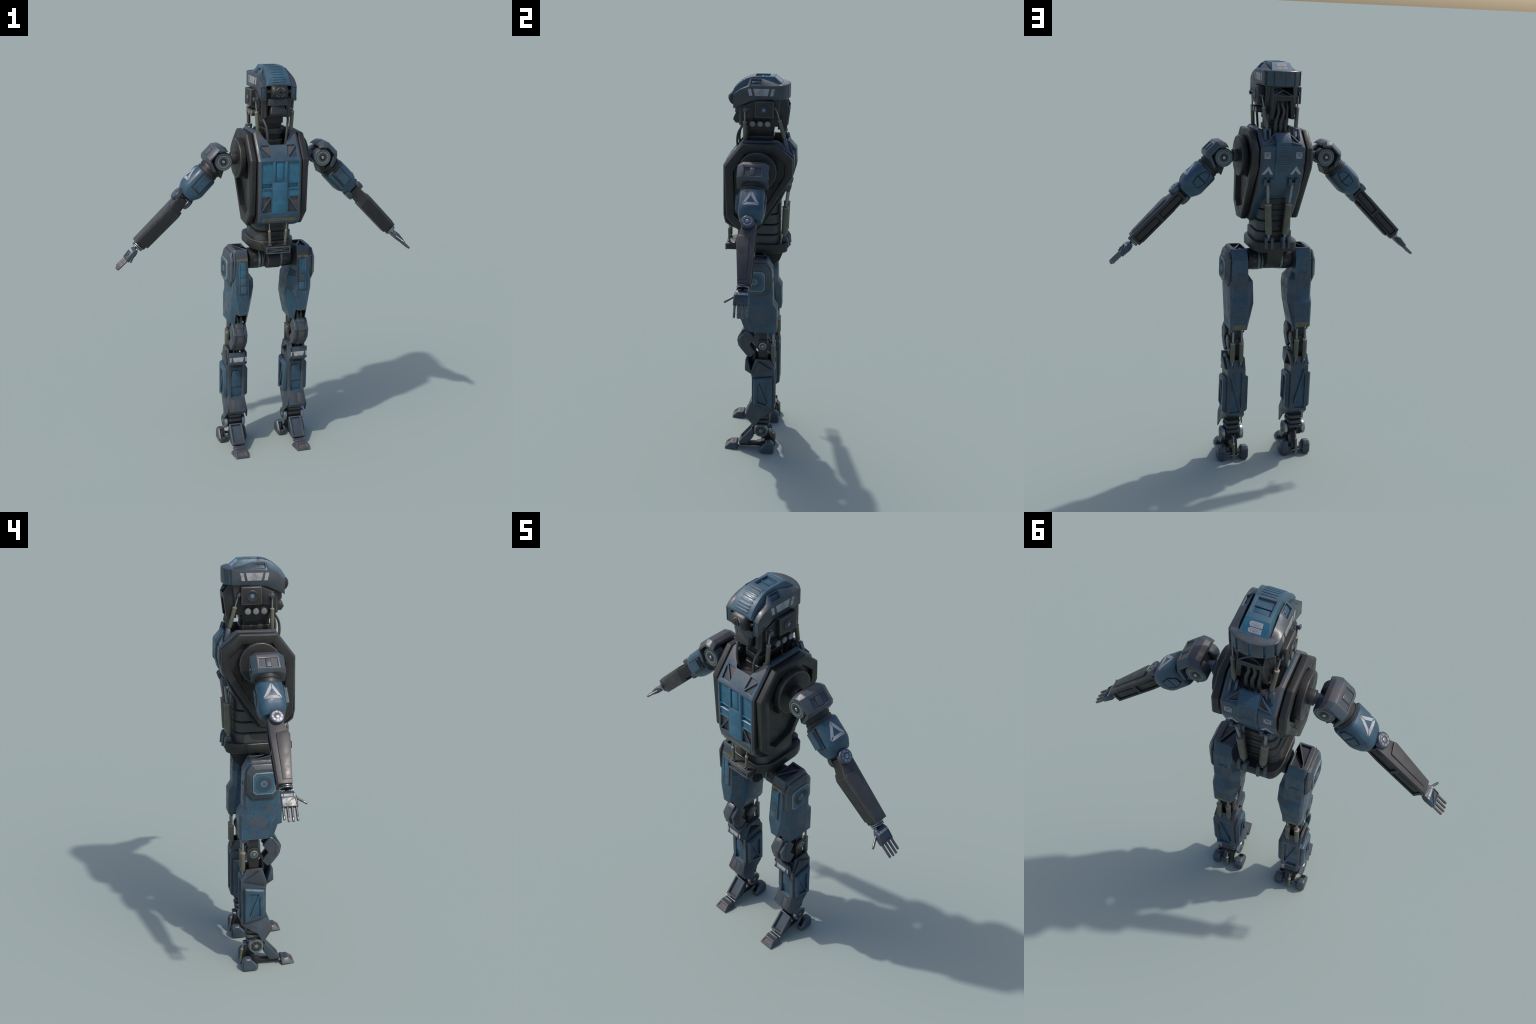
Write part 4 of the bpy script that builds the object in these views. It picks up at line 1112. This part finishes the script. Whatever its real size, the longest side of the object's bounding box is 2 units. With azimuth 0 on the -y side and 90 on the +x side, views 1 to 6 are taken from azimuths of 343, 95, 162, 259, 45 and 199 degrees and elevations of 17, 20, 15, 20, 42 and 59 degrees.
def build_knee(th):
    g = G('dark')
    c = V((0, 0.035, 0.622))
    for x0, x1 in ((0.128, 0.146), (0.184, 0.202)):
        g.cyl((x0, c.y, c.z), (x1, c.y, c.z), 0.0335, 28)
    g.box(0.134, 0.196, 0.012, 0.058, 0.530, 0.622)
    g.box(0.136, 0.194, 0.012, 0.058, 0.622, 0.71)
    g.use('grey').cyl((0.146, c.y, c.z), (0.184, c.y, c.z), 0.028, 24)
    for x, s in ((0.202, 1), (0.128, -1)):
        p = V((x, c.y, c.z)); d = V((s, 0, 0))
        g.use('chrome').rev(p, d, [(-0.001, 0.0205), (0.0025, 0.0205), (0.0035, 0.0185)], 28)
        g.use('joint').rev(p, d, [(0.002, 0.0165), (0.0042, 0.0165), (0.0042, 0.014)], 28)
        g.use('chrome').rev(p, d, [(0.003, 0.0085), (0.006, 0.0075), (0.007, 0.004)], 20)
    kn = emit('knee', g, None, True, bevel=0.0012, edge='dark_edge', angle=35)
    # kneecap shield with flank plates
    side = [(-0.058, 0.702), (-0.046, 0.706), (-0.010, 0.660), (-0.036, 0.623), (-0.004, 0.582), (-0.030, 0.553), (-0.052, 0.564), (-0.086, 0.607), (-0.094, 0.656)]
    g = G('slate')
    for x0, x1, x2 in ((0.186, 0.199, 0.203), (0.144, 0.131, 0.127)):
        ctr = (-0.05, 0.63)
        g.loft([[(x0, y, z) for y, z in side], [(x1, y, z) for y, z in side], [(x2, ctr[0] + (y - ctr[0]) * .9, ctr[1] + (z - ctr[1]) * .93) for y, z in side]])
    spine = ((-0.060, 0.708, 0.012, 0.002), (-0.072, 0.700, 0.022, -0.004), (-0.099, 0.656, 0.03, 0.0), (-0.091, 0.606, 0.03, 0.002), (-0.055, 0.559, 0.022, 0.010))
    def shield(x0, x1, back):
        return [[(x, y + back, z) for x in (x0, x1)] + [(x, y + iy, z + iz) for x in (x1, x0)] for y, z, iy, iz in spine]
    g.loft(shield(0.1475, 0.1825, 0.0))
    g.use('black').loft(shield(0.1435, 0.1865, 0.005))
    g.use('slate').loft([[(x, y, z) for x in (0.1455, 0.1845)] + [(x, y + 0.012, z - 0.004) for x in (0.1845, 0.1455)] for y, z in ((-0.0625, 0.7100), (-0.0755, 0.6990), (-0.0815, 0.6885))])
    cap = emit('kneecap', g, kn, True, bevel=0.0013, edge='worn', angle=14, smooth=18)
    g = G('slate')
    g.loft([[(x, y, z) for x in (0.149, 0.181)] + [(x, y + 0.01, z) for x in (0.181, 0.149)] for y, z in ((-0.1020, 0.650), (-0.0945, 0.606))])
    g.use('rust').loft([[(x, y, z) for x in (0.152, 0.178)] + [(x, y + 0.01, z) for x in (0.178, 0.152)] for y, z in ((-0.1022, 0.641), (-0.0965, 0.612))])
    g.use('shade').bar((0.2035, -0.072, 0.668), (0.2035, -0.068, 0.612), 0.004, 0.0006, (1, 0, 0))
    g.bar((0.2033, -0.072, 0.668), (0.2033, -0.052, 0.690), 0.004, 0.0006, (1, 0, 0))
    emit('kneecap_plate', g, cap, True, bevel=0.001)
    g = G('grey')
    g.tube([(0.152, -0.03, 0.76), (0.152, -0.055, 0.73), (0.152, -0.055, 0.69), (0.152, -0.02, 0.64)], 0.0065)
    g.tube([(0.176, -0.03, 0.76), (0.174, -0.050, 0.735), (0.170, -0.052, 0.70), (0.170, -0.02, 0.65)], 0.0065)
    g.tube([(0.160, -0.006, 0.60), (0.160, -0.010, 0.57), (0.160, -0.014, 0.53)], 0.006)
    g.tube([(0.176, -0.006, 0.60), (0.176, -0.010, 0.57), (0.176, -0.014, 0.53)], 0.006)
    emit('knee_hose', g, kn, True, bevel=0, smooth=60)
    for x in (0.1875, 0.1435):
        piston('knee_ram', kn, (x - 0.001, 0.0865, 0.690), (x, 0.0870, 0.628), (x, 0.0875, 0.531), 0.0115, 0.0050, foot=(x, 0.088, 0.512), n=14)
    g = G('gunmetal')
    for x in (0.1865, 0.1430):
        clevis(g, (x, 0.087, 0.690), (1, 0, 0), (0, 0, -1), 0.010, 0.013, 0.012, 0.0045, 0.005)
        clevis(g, (x, 0.088, 0.515), (1, 0, 0), (0, 0, 1), 0.012, 0.016, 0.016, 0.004, 0.006)
        g.cyl((x - 0.01, 0.088, 0.515), (x + 0.01, 0.088, 0.515), 0.004, 12)
    emit('ram_mount', g, kn, True, bevel=0.0008)

def flank_pit(x, n):
    """triangular scoop in the knee collar with one long sloping wall"""
    n = V(n); g = G('shade')
    T = [V((x, 0.0140, 0.537)), V((x, 0.084, 0.4925)), V((x, -0.018, 0.4655))]
    F = [V((x, 0.0150, 0.530)), V((x, 0.066, 0.4955)), V((x, 0.002, 0.4765))]
    g.loft([[p + n * 0.01 for p in T], [p + n * 0.0003 for p in T], [p - n * 0.020 for p in F]])
    return g

def build_shin():
    X0, X1, XC = 0.120, 0.210, 0.165
    # main column
    g = G('slate')
    prof = [(-0.004, 0.548), (0.074, 0.545), (0.0985, 0.490), (0.0985, 0.247), (0.072, 0.226), (0.010, 0.205), (-0.050, 0.196), (-0.0565, 0.214), (-0.034, 0.276), (-0.022, 0.300), (-0.022, 0.440), (-0.028, 0.470)]
    g.prism(prof, 'x', X0, X1)
    chan = cut('blue'); chan.box(0.136, 0.194, -0.08, -0.014, 0.284, 0.455)
    hollow = cut('black'); hollow.box(0.130, 0.200, -0.01, 0.078, 0.515, 0.60)
    bk = braced((0.137, 0.0985, 0.262), (0.196, 0.0985, 0.260), (0.197, 0.0985, 0.474), (0.137, 0.0985, 0.474), 0.009, (0, 1, 0), 0.010, 'blue')
    sh = emit('shin', g, None, True, bevel=0.0018, edge='worn', cutters=[chan, hollow, flank_pit(0.2105, (1, 0, 0)), flank_pit(0.1195, (-1, 0, 0))] + bk)
    # channel hump
    g = G('blue')
    g.hull([(x, y, z) for x in (0.137, 0.193) for y, z in ((-0.010, 0.405), (-0.0185, 0.392), (-0.0185, 0.340), (-0.010, 0.325))] + [(0.150, -0.020, 0.43), (0.180, -0.020, 0.43)])
    emit('channel_block', g, sh, True, bevel=0.002, edge='worn')
    # knee collar around the front and the flanks
    g = G('slate')
    # front wall
    g.hull([(x, y, z) for x in (X0, X1) for y, z in ((-0.056, 0.543), (-0.0585, 0.482), (-0.046, 0.543), (-0.03, 0.482))] + [(0.134, -0.026, 0.452), (0.196, -0.026, 0.452), (0.134, -0.018, 0.452), (0.196, -0.018, 0.452)])
    # flanks
    for a, b in ((0.2000, 0.2105), (0.1300, 0.1195)):
        fl = [(-0.056, 0.543), (-0.008, 0.566), (0.012, 0.548), (0.074, 0.548), (0.0975, 0.492), (-0.022, 0.462), (-0.0585, 0.482)]
        lean = [0.0, 0.010, 0.012, 0.009, 0.0, 0.0, 0.0]
        sg = 1 if b > a else -1
        g.loft([[(a - sg * k * .6, y, z) for (y, z), k in zip(fl, lean)], [(b - sg * k, y, z) for (y, z), k in zip(fl, lean)]])
    g.use('rust').box(0.130, 0.200, -0.052, 0.012, 0.470, 0.526)
    cuts = []
    for xx, n in ((0.2105, (1, 0, 0)), (0.1195, (-1, 0, 0))):
        cuts.append(flank_pit(xx, n))
    col = emit('knee_collar', g, sh, True, bevel=0.0015, edge='worn', cutters=cuts)
    for x0, x1, x2, x3 in ((0.203, 0.2095, 0.2095, 0.201), (0.141, 0.189, 0.195, 0.135), (0.1205, 0.127, 0.129, 0.1205)):
        g = G('white')
        ww = lambda x, z: (x, -0.0571 - (0.5185 - z) * 0.041, z)
        g.plate([ww(x0, 0.4945), ww(x1, 0.4945), ww(x2, 0.5185), ww(x3, 0.5185)], (0, -0.0009, 0), 0.002)
        emit('white_marking', g, col, True, bevel=0)
    g = G('black'); g.box(0.146, 0.184, -0.045, -0.02, 0.458, 0.472)
    emit('collar_slot', g, col, True, bevel=0)
    # side pads
    for sg, nm in ((1, 'o'), (-1, 'i')):
        xs = lambda d: XC + sg * (0.044 + d)
        q = [(-0.013, 0.438), (0.086, 0.452), (0.086, 0.262), (-0.013, 0.284)]
        def shr(k, dx):
            c = (0.0365, 0.36)
            return [(xs(dx), c[0] + (y - c[0]) * k[0], c[1] + (z - c[1]) * k[1]) for y, z in q]
        g = G('blue')
        g.loft([shr((1, 1), 0.0), shr((1, 1), 0.012), shr((0.86, 0.92), 0.021)])
        g.use('black').loft([shr((1.06, 1.045), 0.0), shr((1.06, 1.045), 0.0022)])  # oversized black base: crease shadow of the shin pad built as a plate
        xo = xs(0.021)
        a, b, c, d = V((xo, 0.008, 0.300)), V((xo, 0.062, 0.285)), V((xo, 0.062, 0.424)), V((xo, 0.010, 0.418))
        emit('shin_pad', g, sh, True, bevel=0.002, edge='worn', cutters=braced(b, c, d, a, 0.008, (sg, 0, 0), 0.007, 'blue'), angle=14)
    # ankle skirts
    g = G('slate')
    for sg in (1, -1):
        o = [(-0.032, 0.278), (0.05, 0.285), (0.097, 0.250), (0.072, 0.229), (0.020, 0.196), (-0.004, 0.155), (-0.010, 0.156), (-0.054, 0.214)]
        def xo(y, z, d):
            f = max(0.0, (0.262 - z) / 0.107)
            return XC + sg * (0.0445 - d + 0.0215 * f)
        g.loft([[(xo(y, z, 0.005), y, z) for y, z in o], [(xo(y, z, 0.0), y, z) for y, z in o]])
    emit('ankle_skirt', g, sh, True, bevel=0.001, edge='worn', angle=30)
    # label plates
    n = V((0, -0.94, 0.30)).normalized()
    for x0, x1, x2, x3, m in ((0.1715, 0.1935, 0.1960, 0.1725, 'rust'), (0.139, 0.1655, 0.1655, 0.137, 'slate')):
        g = G(m)
        f = lambda x, z: V((x, -0.0345 - (0.274 - z) * 0.358, z))
        P = [f(x0, 0.270), f(x1, 0.270), f(x2, 0.222), f(x3, 0.222)]
        g.plate(P, n * 0.0015, 0.002)
        lab = emit('label_plate', g, sh, True, bevel=0.0006, edge='worn')
    return sh

def build_foot():
    XC = 0.166
    # ankle: bellows and discs
    g = G('grey')
    for z, w, y0, y1 in ((0.200, 0.038, -0.018, 0.072), (0.172, 0.0375, -0.02, 0.074), (0.146, 0.036, -0.018, 0.070)):
        def rr(k, zz):
            P = []
            for cx, cy, a0 in ((w - .012, y1 - .02, 0), (-w + .012, y1 - .02, 90), (-w + .012, y0 + .02, 180), (w - .012, y0 + .02, 270)):
                for i in range(5):
                    a = math.radians(a0 + 22.5 * i)
                    P.append((XC + (cx + 0.012 * math.cos(a)) * k, 0.027 + (cy - 0.027 + 0.02 * math.sin(a)) * k, zz))
            return P
        g.loft([rr(0.94, z - 0.009), rr(1.0, z - 0.005), rr(1.0, z + 0.004), rr(0.92, z + 0.008)])
    g.use('black').box(0.134, 0.198, -0.012, 0.062, 0.10, 0.235)
    ank = emit('ankle', g, None, True, bevel=0, smooth=40)
    for x, s in ((0.204, 1), (0.128, -1)):
        g = G('chrome')
        p = V((x, 0.028, 0.127)); d = V((s, 0, 0))
        g.rev(p, d, [(-0.006, 0.031), (0.002, 0.0375), (0.015, 0.0375), (0.0165, 0.0365)], 32)
        g.use('joint').rev(p, d, [(0.012, 0.0362), (0.0175, 0.0362), (0.018, 0.035)], 32)
        g.use('ring').ringband(p, d, 0.0295, 0.0335, 0.012, 0.0188, 32)
        g.use('dark').ringband(p, d, 0.013, 0.026, 0.012, 0.0184, 32)
        g.use('joint')
        for k in range(8):
            a = 2 * math.pi * k / 8
            e = V((0, math.cos(a), math.sin(a)))
            g.bar(p + d * 0.0175 + e * 0.012, p + d * 0.0175 + e * 0.027, 0.0028, 0.0016, d)
        g.use('ring').rev(p, d, [(0.012, 0.0085), (0.0195, 0.0085), (0.0205, 0.0065)], 24)
        emit('ankle_disc', g, ank, True, bevel=0, smooth=35)
    # sloping instep box
    prof = [(-0.013, 0.118), (-0.022, 0.129), (-0.094, 0.043), (-0.088, 0.032), (-0.045, 0.033), (-0.013, 0.079)]
    g = G('slate')
    g.loft([[(x, y, z) for y, z in prof] for x in (0.1315, 0.2015)])
    n = V((0, -0.086, 0.072)).normalized()
    A = V((0, -0.0262, 0.1240)); B = V((0, -0.0880, 0.0502))
    rc = recess([A + V((0.140, 0, 0)), A + V((0.193, 0, 0)), B + V((0.193, 0, 0)), B + V((0.140, 0, 0))], 0.012, n, 'slate', 0.003)
    ft = emit('foot', g, None, True, bevel=0.002, edge='worn', cutters=[rc])
    g = G('dark')
    g.hull([(x, y, z) for x in (0.142, 0.190) for y, z in ((-0.016, 0.112), (0.05, 0.14), (0.05, 0.10), (-0.016, 0.085))])
    g.box(0.152, 0.182, -0.090, 0.022, 0.009, 0.027)
    # heel strut
    g.hull([(x, y, z) for x in (0.143, 0.172) for y, z in ((0.012, 0.115), (0.060, 0.115), (0.092, 0.040), (0.080, 0.020), (0.058, 0.020))])
    g.hull([(x, y, z) for x in (0.149, 0.183) for y, z in ((0.0, 0.030), (0.02, 0.010), (0.08, 0.02), (0.06, 0.05))])
    emit('foot_strut', g, ft, True, bevel=0.0015, edge='dark_edge')
    g = G('gunmetal'); g.cyl((0.1, 0.078, 0.032), (0.228, 0.078, 0.032), 0.0075, 14)
    g.cyl((0.138, -0.094, 0.026), (0.196, -0.094, 0.026), 0.0065, 14)
    emit('foot_axle', g, ft, True, bevel=0)
    g = G('chrome')
    for x in (0.137, 0.197):
        g.cyl((x - 0.004, -0.094, 0.026), (x + 0.004, -0.094, 0.026), 0.0055, 14)
    emit('axle_cap', g, ft, True, bevel=0.001)
    # toe
    g = G('slate')
    XT = 0.1685
    g.hull([(XT + s * w, y, z) for s in (1, -1) for w, y, z in ((0.0355, -0.1715, 0.0), (0.0445, -0.1060, 0.0), (0.0355, -0.1715, 0.003), (0.0445, -0.1060, 0.008),
            (0.0275, -0.1395, 0.0310), (0.0290, -0.118, 0.0290), (0.030, -0.1045, 0.024))])
    a, b = V((0, -0.1395, 0.0310)), V((0, -0.1715, 0.003))
    n = V((0, -0.028, 0.032)).normalized()
    P = [a * .84 + b * .16 + V((XT + 0.0225, 0, 0)), a * .84 + b * .16 + V((XT - 0.0225, 0, 0)), a * .2 + b * .8 + V((XT - 0.0275, 0, 0)), a * .2 + b * .8 + V((XT + 0.0275, 0, 0))]
    toe = emit('toe', g, ft, True, bevel=0.0018, edge='worn', cutters=[recess(P, 0.004, n, 'rust', 0.003)], angle=16, smooth=20)
    g = G('slate'); g.hull([(XT + s * w, y, z) for s in (1, -1) for w, y, z in ((0.027, -0.1185, 0.0295), (0.027, -0.1115, 0.0345), (0.027, -0.102, 0.0295), (0.029, -0.102, 0.012), (0.031, -0.1185, 0.012))])
    emit('toe_hinge', g, ft, True, bevel=0.002, edge='worn')
    # heel pads
    for sg in (1, -1):
        c = XC + sg * 0.059
        pr = [(0.019, 0.026), (0.024, 0.002), (0.032, 0.0), (0.095, 0.0), (0.099, 0.008), (0.098, 0.054), (0.083, 0.070), (0.061, 0.070)]
        g = G('slate')
        m = (0.066, 0.035)
        sec = lambda x, k: [(x, m[0] + (y - m[0]) * k, max(0.0, m[1] + (z - m[1]) * k)) for y, z in pr]
        ws = sg * 0.019
        g.loft([sec(c - ws, 0.92), sec(c - ws * .75, 1.0), sec(c + ws * .55, 1.0), sec(c + ws, 0.80)])
        na = V((0, -0.72, 0.69))
        q0, q1 = V((0, 0.055, 0.0637)), V((0, 0.026, 0.0333))
        P = [q0 + V((c + 0.009 - sg * .002, 0, 0)), q0 + V((c - 0.009 - sg * .002, 0, 0)), q1 + V((c - 0.009 - sg * .002, 0, 0)), q1 + V((c + 0.009 - sg * .002, 0, 0))]
        emit('heel_pad', g, ft, True, bevel=0.003, seg=3, edge='worn', cutters=[recess(P, 0.008, na, 'shade', 0.002)], angle=16)
    piston('heel_ram', ft, (0.166, 0.080, 0.127), (0.166, 0.0905, 0.087), (0.166, 0.0995, 0.018), 0.0066, 0.0034, foot=(0.166, 0.1005, 0.008))
    g = G('gunmetal')
    clevis(g, (0.166, 0.080, 0.127), (1, 0, 0), (0, 1, 0), 0.008, 0.014, 0.02, 0.004, 0.006)
    clevis(g, (0.166, 0.098, 0.014), (1, 0, 0), (0, 1, 0), 0.010, 0.012, 0.02, 0.003, 0.004)
    emit('ram_mount', g, ft, True, bevel=0.0008)

# ------------------------------------------------------------------ assembly
def main():
    global ROOT
    build_materials()
    ROOT = bpy.data.objects.new('robot', None)
    bpy.context.scene.collection.objects.link(ROOT)
    ROOT['label'] = 'humanoid blue and black armoured robot with camera-eye helmet'
    ROOT['category'] = 'robot'
    build_head(); build_neck(); build_torso(); build_waist(); build_arm()
    th = build_thigh(); build_knee(th); build_shin(); build_foot()
    mirror_pairs()

main()
